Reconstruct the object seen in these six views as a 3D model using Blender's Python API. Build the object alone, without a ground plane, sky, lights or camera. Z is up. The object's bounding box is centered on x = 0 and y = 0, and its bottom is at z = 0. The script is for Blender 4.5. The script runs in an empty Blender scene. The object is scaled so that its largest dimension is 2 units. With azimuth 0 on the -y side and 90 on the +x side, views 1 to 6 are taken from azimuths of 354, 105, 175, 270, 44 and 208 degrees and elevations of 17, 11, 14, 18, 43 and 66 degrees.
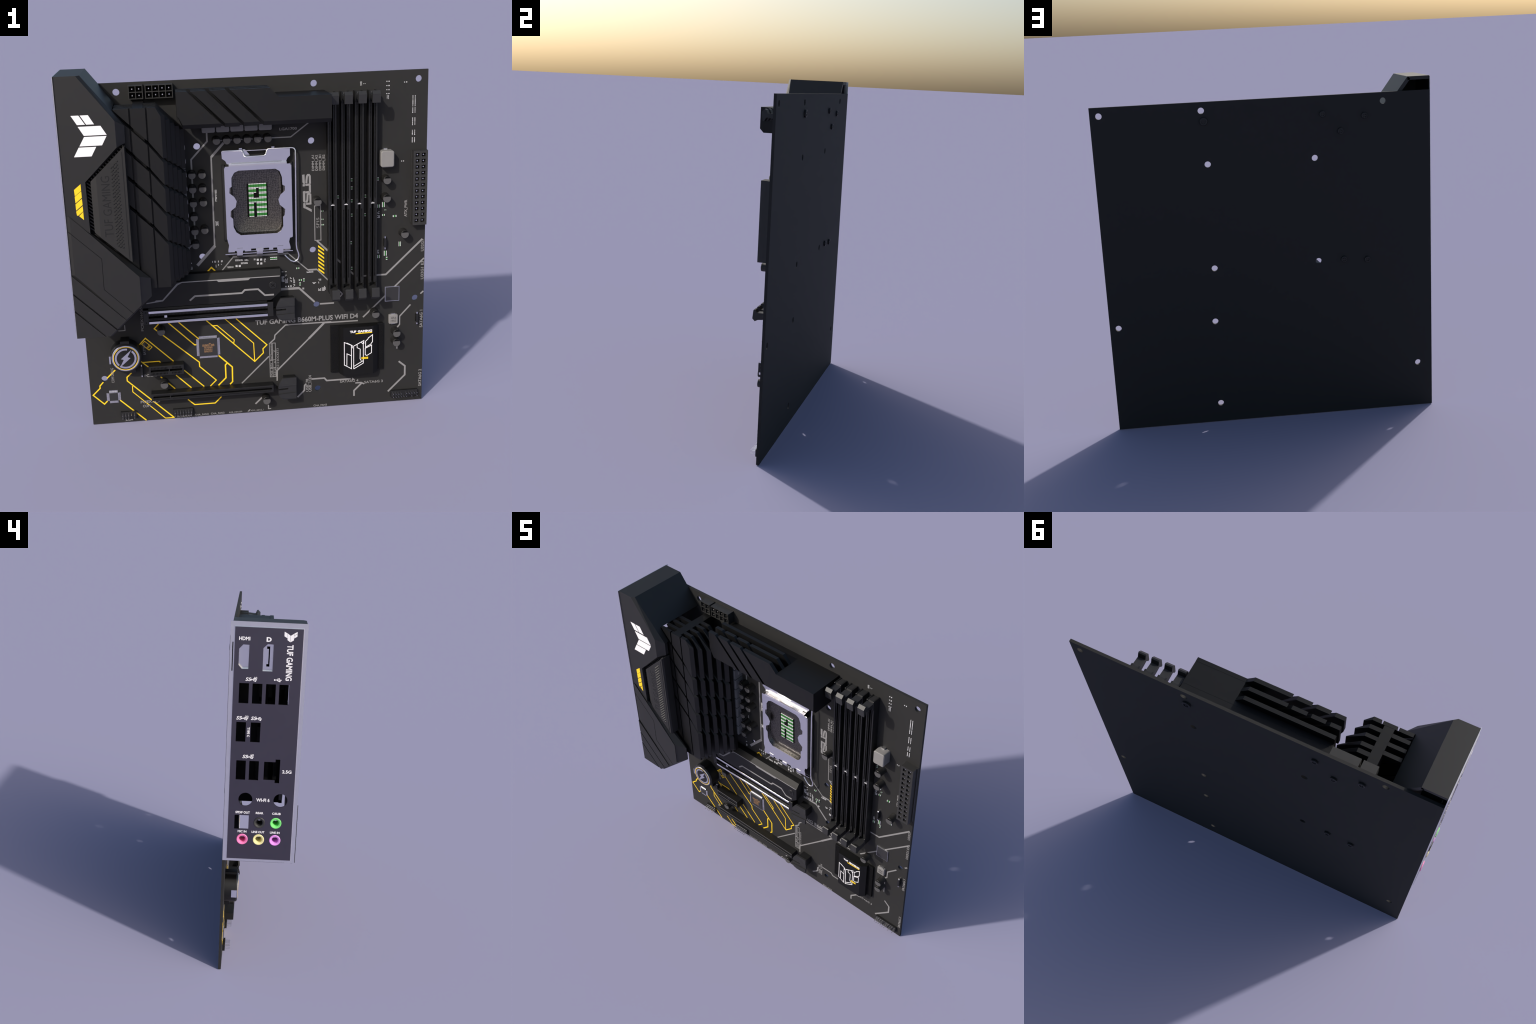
"""Standing micro-ATX computer motherboard, built part by part.

Board coordinates: x to the right, z up, h = height above the board's front face
(towards -y).  Panel coordinates: u = -y, z up, d = outwards towards -x.
"""
import bpy, bmesh, math, random
from mathutils import Vector

rnd = random.Random(7)
YF, YB = 0.179, 0.1945            # front and back face of the circuit board
XP = -0.9568                      # outer face of the rear panel's rim


def front(a, b, c):
    return (a, YF - c, b)


def back(a, b, c):
    return (a, YB + c, b)


def panel(u, b, d):
    return (XP - d, -u, b)


# ------------------------------------------------------------------ materials
def material(name, colour, rough=0.5, metal=0.0, spec=0.5, vary=0.06, scale=30.0, grain=0.0, grain_scale=400.0):
    m = bpy.data.materials.new(name)
    m.use_nodes = True
    nt = m.node_tree
    p = nt.nodes["Principled BSDF"]
    p.inputs["Roughness"].default_value = rough
    p.inputs["Metallic"].default_value = metal
    p.inputs["Specular IOR Level"].default_value = spec
    tc = nt.nodes.new("ShaderNodeTexCoord")
    nz = nt.nodes.new("ShaderNodeTexNoise")
    nz.inputs["Scale"].default_value = scale
    nz.inputs["Detail"].default_value = 3.0
    nt.links.new(tc.outputs["Object"], nz.inputs["Vector"])
    rp = nt.nodes.new("ShaderNodeValToRGB")
    rp.color_ramp.elements[0].position, rp.color_ramp.elements[1].position = 0.3, 0.7
    rp.color_ramp.elements[0].color = (*[c * (1 - vary) for c in colour], 1)
    rp.color_ramp.elements[1].color = (*[min(1, c * (1 + vary)) for c in colour], 1)
    nt.links.new(nz.outputs["Fac"], rp.inputs["Fac"])
    nt.links.new(rp.outputs["Color"], p.inputs["Base Color"])
    if grain:
        n2 = nt.nodes.new("ShaderNodeTexNoise")
        n2.inputs["Scale"].default_value = grain_scale
        nt.links.new(tc.outputs["Object"], n2.inputs["Vector"])
        bp = nt.nodes.new("ShaderNodeBump")
        bp.inputs["Strength"].default_value = grain
        bp.inputs["Distance"].default_value = 0.0005
        nt.links.new(n2.outputs["Fac"], bp.inputs["Height"])
        nt.links.new(bp.outputs["Normal"], p.inputs["Normal"])
    return m


def woven_material(name, dark, light, pitch, rough, metal):
    """Fine two-way weave: the field of contact pins in the processor socket."""
    m = bpy.data.materials.new(name)
    m.use_nodes = True
    nt = m.node_tree
    p = nt.nodes["Principled BSDF"]
    p.inputs["Roughness"].default_value = rough
    p.inputs["Metallic"].default_value = metal
    tc = nt.nodes.new("ShaderNodeTexCoord")
    waves = []
    for axis in ("X", "Z"):
        w = nt.nodes.new("ShaderNodeTexWave")
        w.bands_direction = axis
        w.inputs["Scale"].default_value = pitch
        w.inputs["Distortion"].default_value = 7.0
        w.inputs["Detail"].default_value = 2.0
        w.inputs["Detail Scale"].default_value = 3.0
        nt.links.new(tc.outputs["Object"], w.inputs["Vector"])
        waves.append(w)
    mul = nt.nodes.new("ShaderNodeMath")
    mul.operation = "ADD"
    nt.links.new(waves[0].outputs["Fac"], mul.inputs[0])
    nt.links.new(waves[1].outputs["Fac"], mul.inputs[1])
    half = nt.nodes.new("ShaderNodeMath")
    half.operation = "MULTIPLY"
    half.inputs[1].default_value = 0.5
    nt.links.new(mul.outputs[0], half.inputs[0])
    rp = nt.nodes.new("ShaderNodeValToRGB")
    rp.color_ramp.elements[0].color = (*dark, 1)
    rp.color_ramp.elements[1].color = (*light, 1)
    nt.links.new(half.outputs[0], rp.inputs["Fac"])
    nt.links.new(rp.outputs["Color"], p.inputs["Base Color"])
    return m


PCB = material("black_circuit_board", (0.0112, 0.0108, 0.0104), 0.8, vary=0.04)
COVER = material("charcoal_plastic", (0.0105, 0.0102, 0.0100), 0.5, vary=0.03)
COVER_LOW = material("recess_shade", (0.006, 0.006, 0.007), 0.8, spec=0.1)  # near-black that paints the shade of seams and slots
INSERT = material("insert_plastic", (0.0125, 0.0120, 0.0115), 0.55, vary=0.04)
INSERT_DARK = material("insert_dark", (0.004, 0.004, 0.005), 0.6, spec=0.4)  # darker tone for raised letters standing in for engraving
HEATSINK = material("black_anodised_metal", (0.0022, 0.0022, 0.0023), 0.5, spec=0.38, vary=0.04)
HUB = material("hub_heatsink_metal", (0.0015, 0.0015, 0.0016), 0.6, spec=0.30, vary=0.04)
GUARD = material("black_cover_metal", (0.0025, 0.0025, 0.0026), 0.55, spec=0.38, vary=0.04)
SLOT = material("black_slot_plastic", (0.0050, 0.0050, 0.0052), 0.5, vary=0.05)
SLOT_DEEP = material("slot_cavity", (0.003, 0.003, 0.003), 0.8, spec=0.1)
LATCH = material("latch_plastic", (0.0180, 0.0180, 0.0185), 0.5, vary=0.04)
PLUG = material("power_socket_plastic", (0.020, 0.0195, 0.019), 0.6, vary=0.05)
SILVER = material("bright_metal", (0.88, 0.87, 0.88), 0.22, metal=1.0, vary=0.015, scale=12)
PIN = material("tinned_pin", (0.86, 0.86, 0.88), 0.3, metal=1.0, vary=0.05)
PAD = material("solder", (0.72, 0.71, 0.72), 0.45, metal=0.25, vary=0.05)
DULL = material("brushed_tin", (0.80, 0.79, 0.82), 0.38, metal=1.0, vary=0.08, scale=90)
SILK = material("grey_silkscreen", (0.240, 0.234, 0.234), 0.7, vary=0.04)
WHITE = material("white_print", (0.86, 0.84, 0.85), 0.6, vary=0.01)
YELLOW = material("yellow_print", (0.95, 0.62, 0.010), 0.6, vary=0.02)
GREEN = material("green_component", (0.018, 0.150, 0.018), 0.5, vary=0.05)
CAN = material("capacitor_side", (0.012, 0.0115, 0.011), 0.45, vary=0.05)
CAN_TOP = material("capacitor_top", (0.072, 0.070, 0.070), 0.6, vary=0.22, scale=500)
CHOKE = material("grey_choke", (0.14, 0.14, 0.147), 0.6, vary=0.05)
INDUCTOR = material("pale_inductor", (0.215, 0.208, 0.203), 0.7, vary=0.03)
INK = material("dark_ink", (0.09, 0.088, 0.085), 0.7)
CHIP = material("chip_package", (0.022, 0.0215, 0.0225), 0.5, vary=0.04)
COPPER = material("copper_print", (0.27, 0.150, 0.070), 0.6, vary=0.05)
RIM = material("brushed_shield_metal", (0.90, 0.89, 0.89), 0.30, metal=1.0, vary=0.02)
SHIELD = material("dark_shield_metal", (0.128, 0.117, 0.142), 0.38, metal=1.0, vary=0.02, scale=12)
OPENING_SHADE = material("opening_shade", (0.002, 0.002, 0.002), 0.9, spec=0.05)  # black that puts the shade of openings into the colour
SOCKET = woven_material("contact_field", (0.050, 0.048, 0.047), (0.185, 0.172, 0.155), 34.0, 0.36, 1.0)
SOCKET_WALL = material("socket_frame", (0.20, 0.19, 0.17), 0.3, metal=0.8, vary=0.15, scale=25)
JACK = {
    "black": material("black_jack", (0.035, 0.034, 0.033), 0.45),
    "green": material("green_jack", (0.20, 0.78, 0.19), 0.5, vary=0.02),
    "pink": material("pink_jack", (0.90, 0.21, 0.46), 0.5, vary=0.02),
    "cream": material("cream_jack", (0.86, 0.78, 0.36), 0.5, vary=0.02),
    "violet": material("violet_jack", (0.80, 0.30, 0.80), 0.5, vary=0.02),
}


# ------------------------------------------------------------------ geometry kit
def offset_polygon(poly, d):
    """Shrink a polygon by d (positive = inwards), mitred corners."""
    n = len(poly)
    area = sum(poly[i][0] * poly[(i + 1) % n][1] - poly[(i + 1) % n][0] * poly[i][1] for i in range(n))
    s = 1 if area > 0 else -1
    out = []
    for i in range(n):
        p0, p1, p2 = (Vector(poly[(i + k) % n]) for k in (-1, 0, 1))
        a, b = (p1 - p0).normalized(), (p2 - p1).normalized()
        na, nb = Vector((-a.y, a.x)) * s, Vector((-b.y, b.x)) * s
        m = na + nb
        k = d / max(0.25, 1 + na.dot(nb))
        out.append((p1.x + m.x * k, p1.y + m.y * k))
    return out


def clip(poly, a, b, c):
    """Keep the part of a convex polygon where a*x + b*z >= c."""
    out = []
    for i in range(len(poly)):
        p, q = poly[i], poly[(i + 1) % len(poly)]
        fp, fq = a * p[0] + b * p[1] - c, a * q[0] + b * q[1] - c
        if fp >= 0:
            out.append(p)
        if (fp >= 0) != (fq >= 0):
            t = fp / (fp - fq)
            out.append((p[0] + (q[0] - p[0]) * t, p[1] + (q[1] - p[1]) * t))
    return out


class Build:
    def __init__(self, frame=front):
        self.v, self.f, self.m, self.mats, self.frame = [], [], [], [], frame

    def _mat(self, mat):
        if mat not in self.mats:
            self.mats.append(mat)
        return self.mats.index(mat)

    def rings(self, rings, mat, cap0=True, cap1=True):
        """Loft closed rings of (a, b, c) points and cap both ends."""
        k, base, n = self._mat(mat), len(self.v), len(rings[0])
        for r in rings:
            self.v += [self.frame(*p) for p in r]
        for j in range(len(rings) - 1):
            for i in range(n):
                a, b = base + j * n + i, base + j * n + (i + 1) % n
                self.f.append((a, b, b + n, a + n))
                self.m.append(k)
        if cap0:
            self.f.append(tuple(range(base, base + n)))
            self.m.append(k)
        if cap1:
            self.f.append(tuple(range(base + (len(rings) - 1) * n, base + len(rings) * n)))
            self.m.append(k)
        return self

    def prism(self, poly, h0, h1, mat, bevel=0.0):
        r = [[(x, z, h0) for x, z in poly]]
        if bevel:
            r.append([(x, z, h1 - bevel) for x, z in poly])
            poly = offset_polygon(poly, bevel)
        r.append([(x, z, h1) for x, z in poly])
        return self.rings(r, mat)

    def box(self, x0, x1, z0, z1, h0, h1, mat, bevel=0.0):
        return self.prism([(x0, z0), (x1, z0), (x1, z1), (x0, z1)], h0, h1, mat, bevel)

    def round_box(self, x0, x1, z0, z1, h0, h1, mat, r, bevel=0.0, n=4):
        poly = []
        for cx, cz, a0 in ((x1 - r, z0 + r, -90), (x1 - r, z1 - r, 0), (x0 + r, z1 - r, 90), (x0 + r, z0 + r, 180)):
            for i in range(n + 1):
                a = math.radians(a0 + 90 * i / n)
                poly.append((cx + r * math.cos(a), cz + r * math.sin(a)))
        return self.prism(poly, h0, h1, mat, bevel)

    def cylinder(self, cx, cz, r, h0, h1, mat, n=32, bevel=0.0):
        return self.prism(circle(cx, cz, r, n), h0, h1, mat, bevel)

    def revolve(self, cx, cz, profile, mat, n=40):
        """Closed ring swept from (radius, height) points."""
        k, base, m = self._mat(mat), len(self.v), len(profile)
        for i in range(n):
            a = math.tau * i / n
            self.v += [self.frame(cx + r * math.cos(a), cz + r * math.sin(a), h) for r, h in profile]
        for i in range(n):
            for j in range(m):
                a, b = base + i * m, base + ((i + 1) % n) * m
                self.f.append((a + j, a + (j + 1) % m, b + (j + 1) % m, b + j))
                self.m.append(k)
        return self

    def arc(self, cx, cz, r0, r1, a0, a1, h0, h1, mat, n=28):
        p = [(cx + r1 * math.cos(math.radians(a0 + (a1 - a0) * i / n)), cz + r1 * math.sin(math.radians(a0 + (a1 - a0) * i / n))) for i in range(n + 1)]
        q = [(cx + r0 * math.cos(math.radians(a1 - (a1 - a0) * i / n)), cz + r0 * math.sin(math.radians(a1 - (a1 - a0) * i / n))) for i in range(n + 1)]
        k = self._mat(mat)
        for i in range(n):
            quad = [p[i], p[i + 1], q[n - i - 1], q[n - i]]
            self.rings([[(x, z, h0) for x, z in quad], [(x, z, h1) for x, z in quad]], mat)
        return self

    def along_x(self, profile, x0, x1, mat):
        """Profile of (h, z) points extruded from x0 to x1."""
        return self.rings([[(x0, z, h) for h, z in profile], [(x1, z, h) for h, z in profile]], mat)

    def along_z(self, profile, z0, z1, mat):
        """Profile of (x, h) points extruded from z0 to z1."""
        return self.rings([[(x, z0, h) for x, h in profile], [(x, z1, h) for x, h in profile]], mat)

    def stroke(self, pts, w, h0, h1, mat, closed=False):
        """Flat mitred ribbon of width w along a polyline."""
        n = len(pts)
        P = [Vector(p) for p in pts]
        left, right = [], []
        for i in range(n):
            if closed or 0 < i < n - 1:
                a, b = (P[i] - P[i - 1]).normalized(), (P[(i + 1) % n] - P[i]).normalized()
            else:
                a = b = (P[1] - P[0]).normalized() if i == 0 else (P[-1] - P[-2]).normalized()
            na, nb = Vector((-a.y, a.x)), Vector((-b.y, b.x))
            m = (na + nb) * (w / 2 / max(0.3, 1 + na.dot(nb)))
            left.append(P[i] + m)
            right.append(P[i] - m)
        for i in range(n if closed else n - 1):
            j = (i + 1) % n
            quad = [left[i], left[j], right[j], right[i]]
            self.rings([[(p.x, p.y, h0) for p in quad], [(p.x, p.y, h1) for p in quad]], mat)
        return self

    def wall(self, p, q, t, h0, h1, mat):
        a = (Vector(q) - Vector(p)).normalized()
        n = Vector((-a.y, a.x)) * t
        return self.prism([p, q, (q[0] + n.x, q[1] + n.y), (p[0] + n.x, p[1] + n.y)], h0, h1, mat)

    def tube(self, pts, r, mat, n=10):
        """Round wire through (x, z, h) points."""
        P = [Vector(p) for p in pts]
        rings = []
        for i, p in enumerate(P):
            t = (P[min(i + 1, len(P) - 1)] - P[max(i - 1, 0)]).normalized()
            u = t.cross(Vector((0, 0, 1)))
            u = u.normalized() if u.length > 1e-4 else Vector((1, 0, 0))
            w = t.cross(u)
            rings.append([tuple(p + u * r * math.cos(math.tau * k / n) + w * r * math.sin(math.tau * k / n)) for k in range(n)])
        return self.rings(rings, mat)

    def add_mesh(self, me, place, mat):
        """Append a flat mesh (text, holed plate), placing every vertex with place(x, y, z)."""
        k, base = self._mat(mat), len(self.v)
        self.v += [self.frame(*place(*v.co)) for v in me.vertices]
        for p in me.polygons:
            self.f.append(tuple(base + i for i in p.vertices))
            self.m.append(k)
        bpy.data.meshes.remove(me)
        return self

    def plate(self, outer, holes, h0, h1, mat):
        """Flat plate with holes cut right through."""
        cu = bpy.data.curves.new("plate", "CURVE")
        cu.dimensions, cu.fill_mode, cu.extrude = "2D", "BOTH", 0.5
        for poly in [outer] + holes:
            sp = cu.splines.new("POLY")
            sp.points.add(len(poly) - 1)
            for pt, (x, z) in zip(sp.points, poly):
                pt.co = (x, z, 0, 1)
            sp.use_cyclic_u = True
        ob = bpy.data.objects.new("plate", cu)
        me = bpy.data.meshes.new_from_object(ob)
        bpy.data.objects.remove(ob)
        bpy.data.curves.remove(cu)
        return self.add_mesh(me, lambda x, y, z: (x, y, h0 if z < 0 else h1), mat)

    def text(self, body, x, z, length, height, h, mat, turn=0, bold=0.0, spacing=1.0, thick=0.0008, shear=0.0):
        """Lettering fitted to a length and cap height; turn 0 level, 90 reads up, -90 reads down."""
        cu = bpy.data.curves.new("lettering", "FONT")
        cu.body, cu.size, cu.offset, cu.space_character, cu.shear = body, 1.0, bold, spacing, shear
        cu.resolution_u = 3
        cu.fill_mode, cu.extrude = "BOTH", 0.5
        ob = bpy.data.objects.new("lettering", cu)
        me = bpy.data.meshes.new_from_object(ob)
        bpy.data.objects.remove(ob)
        bpy.data.curves.remove(cu)
        xs = [v.co.x for v in me.vertices]
        x0, sx = min(xs), length / (max(xs) - min(xs))
        sy = height / 0.70
        def place(a, b, c):
            u, w = (a - x0) * sx, b * sy
            hh = h if c < 0 else h + thick
            if turn == 90:
                return (x - w, z + u, hh)
            if turn == -90:
                return (x + w, z - u, hh)
            return (x + u, z + w, hh)
        return self.add_mesh(me, place, mat)

    def mesh(self, name, smooth=None):
        me = bpy.data.meshes.new(name)
        me.from_pydata(self.v, [], self.f)
        for mt in self.mats:
            me.materials.append(mt)
        me.polygons.foreach_set("material_index", self.m)
        bm = bmesh.new()
        bm.from_mesh(me)
        bmesh.ops.remove_doubles(bm, verts=bm.verts, dist=1e-6) if smooth else None
        bmesh.ops.recalc_face_normals(bm, faces=bm.faces)
        bm.to_mesh(me)
        bm.free()
        if smooth:
            me.polygons.foreach_set("use_smooth", [True] * len(me.polygons))
            me.set_sharp_from_angle(angle=math.radians(smooth))
        me.update()
        return me

    def obj(self, name, parent, smooth=None, kind=None, loc=None):
        return place_object(name, self.mesh(name, smooth), parent, kind, loc)


def place_object(name, me, parent, kind=None, loc=None):
    ob = bpy.data.objects.new(name, me)
    bpy.context.scene.collection.objects.link(ob)
    ob.parent = parent
    if loc:
        ob.location = loc
    if kind:
        ob["kind"] = kind
    return ob


def circle(cx, cz, r, n=32):
    return [(cx + r * math.cos(math.tau * i / n), cz + r * math.sin(math.tau * i / n)) for i in range(n)]


def rect(x0, x1, z0, z1):
    return [(x0, z0), (x1, z0), (x1, z1), (x0, z1)]


def moved(poly, dx, dz):
    return [(x + dx, z + dz) for x, z in poly]


# ------------------------------------------------------------------ the thing
board = bpy.data.objects.new("motherboard", None)
bpy.context.scene.collection.objects.link(board)
board.empty_display_size = 0.2
board["label"] = "black gaming computer motherboard standing upright with yellow trace lines"
board["category"] = "motherboard"

BX0, BX1, BZ1 = -0.9548, 0.9662, 1.9215
HOLES = [(-0.6825, 1.873), (0.350, 1.873), (0.916, 1.873), (-0.2815, 1.570), (0.3315, 1.570), (-0.281, 0.9605),
         (0.3315, 0.960), (0.348, 0.6365), (0.916, 0.637), (0.3475, 0.118), (-0.8695, 0.2775)]
pcb = Build().plate(rect(BX0, BX1, 0.0, BZ1), [circle(x, z, 0.0178, 28) for x, z in HOLES], -(YB - YF), 0.0, PCB).obj("circuit_board", board)

# ---- silkscreen lines (grey) and warning-yellow lines, each its own thin ribbon
grey = [
    ([(-0.2255, 1.68), (-0.226, 1.595), (-0.315, 1.502), (-0.316, 1.044), (-0.352, 1.016)], 0.0088),
    ([(-0.135, 1.587), (-0.208, 1.510)], 0.0125), ([(-0.2085, 1.514), (-0.2125, 1.016)], 0.0085),
    ([(-0.2105, 1.019), (-0.312, 0.912)], 0.0165),
    ([(-0.175, 1.5965), (0.221, 1.5965), (0.317, 1.667)], 0.0062),
    ([(0.354, 1.012), (0.573, 0.789), (0.745, 0.789)], 0.0095), ([(0.735, 0.789), (0.745, 0.789), (0.952, 0.985)], 0.0098),
    ([(-0.180, 0.872), (-0.112, 0.9495)], 0.0058), ([(-0.116, 0.9495), (0.191, 0.9495)], 0.0100),
    ([(0.190, 0.951), (0.303, 0.844)], 0.0058), ([(0.301, 0.8455), (0.352, 0.8455)], 0.0094),
    ([(0.351, 0.846), (0.496, 0.690), (0.482, 0.674)], 0.0062),
    ([(0.146, 0.742), (0.249, 0.742)], 0.0140), ([(0.2475, 0.744), (0.3365, 0.6530)], 0.0105), ([(0.3665, 0.6395), (0.447, 0.6395)], 0.0090),
    ([(0.9635, 0.872), (0.614, 0.541)], 0.0082), ([(0.947, 0.660), (0.964, 0.675)], 0.0080),
    ([(0.890, 0.598), (0.8275, 0.531), (0.8275, 0.481), (0.813, 0.463), (0.8145, 0.332)], 0.0078),
    ([(0.584, 0.5225), (0.385, 0.5235)], 0.0076), ([(0.430, 0.5265), (0.167, 0.5265), (0.105, 0.469), (0.102, 0.446), (0.076, 0.423)], 0.0072),
    ([(0.388, 0.522), (0.299, 0.433)], 0.0118), ([(0.302, 0.436), (0.1125, 0.250), (0.1105, 0.186)], 0.0080),
    ([(0.067, 0.342), (-0.094, 0.187)], 0.0070),
    ([(0.311, 0.180), (0.387, 0.180), (0.400, 0.163), (0.542, 0.163)], 0.0092),
    ([(0.569, 0.134), (0.603, 0.134), (0.622, 0.124)], 0.0085), ([(0.606, 0.130), (0.561, 0.086), (0.561, 0.052)], 0.0095),
    ([(0.826, 0.251), (0.863, 0.219), (0.863, 0.163), (0.763, 0.064)], 0.0098),
    ([(-0.020, 0.050), (0.020, 0.088)], 0.0090), ([(0.227, 0.072), (0.268, 0.112), (0.270, 0.143), (0.280, 0.153)], 0.0090),
]
level = 0
def lift(step=0.00006, low=0.0005):
    global level
    level = (level + 1) % 12
    return low + level * step

for pts, w in grey:
    Build().stroke(pts, w, -0.0004, lift(), SILK).obj("silkscreen_line", pcb)
Build().stroke([(0.3435, 1.2105), (0.377, 1.2105), (0.377, 1.014), (0.3435, 1.014)], 0.0042, -0.0004, 0.0006, SILK, True).obj("silkscreen_frame", pcb)
t = Build().stroke(rect(0.0715, 0.1055, 0.2135, 0.4215), 0.0035, -0.0004, 0.0013, SILK, True)
t.stroke([(0.0885, 0.2135), (0.0885, 0.4215)], 0.003, -0.0004, 0.0014, SILK)
for z in (0.318, 0.268):
    t.stroke([(0.0715, z), (0.1055, z)], 0.0028, -0.0004, 0.0015, SILK)
t.obj("silkscreen_table", pcb)
Build().prism([(0.549, 0.171), (0.564, 0.159), (0.550, 0.152)], -0.0004, 0.0012, SILK).obj("silkscreen_arrow", pcb)
Build().stroke([(-0.77, 0.5605), (-0.7335, 0.5605), (-0.7335, 0.592)], 0.0042, -0.0004, 0.0012, SILK).obj("silkscreen_line", pcb)

W1, W2 = 0.0068, 0.0048
yellow = [
    ([(-0.660, 0.470), (-0.625, 0.506), (-0.476, 0.355)], 0.0060), ([(-0.660, 0.369), (-0.620, 0.331)], 0.0060),
    ([(-0.650, 0.361), (-0.557, 0.361), (-0.548, 0.352)], 0.0056), ([(-0.806, 0.327), (-0.856, 0.280)], W1),
    ([(-0.878, 0.258), (-0.899, 0.236), (-0.899, 0.222), (-0.941, 0.182), (-0.882, 0.122), (-0.864, 0.140)], W1),
    ([(-0.793, 0.140), (-0.653, 0.001)], W1), ([(-0.716, 0.303), (-0.744, 0.277), (-0.744, 0.255), (-0.492, 0.003)], W1),
    ([(-0.494, 0.0042), (-0.543, 0.0046), (-0.718, 0.185), (-0.717, 0.221)], W2),
    ([(-0.546, 0.586), (-0.572, 0.559), (-0.331, 0.337), (-0.331, 0.311), (-0.240, 0.219), (-0.276, 0.184)], 0.0062),
    ([(-0.492, 0.588), (-0.352, 0.445), (-0.343, 0.445)], 0.0062), ([(-0.435, 0.588), (-0.326, 0.478)], 0.0062),
    ([(-0.221, 0.371), (-0.145, 0.293), (-0.147, 0.202), (-0.162, 0.187)], 0.0076),
    ([(-0.175, 0.318), (-0.184, 0.308), (-0.184, 0.229), (-0.229, 0.185)], 0.0076),
    ([(-0.279, 0.586), (-0.015, 0.317), (0.036, 0.366), (0.034, 0.391), (0.058, 0.414), (-0.112, 0.585)], 0.0060),
    ([(-0.246, 0.552), (-0.220, 0.552), (-0.127, 0.458), (-0.131, 0.438)], W2), ([(-0.174, 0.588), (-0.018, 0.430), (-0.0155, 0.319)], W2),
    ([(-0.555, 0.265), (-0.477, 0.185)], 0.0062), ([(-0.467, 0.268), (-0.384, 0.183)], 0.0062), ([(-0.420, 0.295), (-0.311, 0.185)], 0.0062),
    ([(-0.408, 0.111), (-0.371, 0.0755), (-0.253, 0.0755), (-0.215, 0.113)], 0.0066),
    ([(-0.262, 0.870), (-0.236, 0.896), (-0.195, 0.853)], 0.0072), ([(-0.228, 0.872), (-0.212, 0.872)], 0.0066),
    ([(-0.409, 0.665), (-0.382, 0.690), (-0.362, 0.668)], 0.0056), ([(-0.317, 0.694), (-0.310, 0.662)], 0.0052), ([(-0.200, 0.692), (-0.233, 0.662)], 0.0056),
    ([(-0.147, 0.693), (-0.118, 0.664), (-0.086, 0.664), (-0.057, 0.693)], 0.0058), ([(-0.246, 0.694), (-0.243, 0.662)], 0.0045),
]
for pts, w in yellow:
    Build().stroke(pts, w, -0.0004, lift(), YELLOW).obj("yellow_line", pcb)
t = Build().stroke([(-0.648, 0.471), (-0.630, 0.488), (-0.591, 0.450), (-0.609, 0.433)], 0.0036, -0.0004, 0.0007, YELLOW, True)
t.stroke([(-0.620, 0.449), (-0.607, 0.462)], 0.0026, -0.0004, 0.0009, YELLOW).stroke([(-0.615, 0.4445), (-0.602, 0.457)], 0.0026, -0.0004, 0.0009, YELLOW)
t.obj("battery_symbol", pcb)
for i in range(7):
    z = 0.986 - i * 0.0222
    Build().prism([(0.3605, z), (0.3605, z - 0.0115), (0.3935, z - 0.0375), (0.3935, z - 0.028)], -0.0004, 0.0009, YELLOW).obj("hazard_stripe", pcb)

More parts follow.
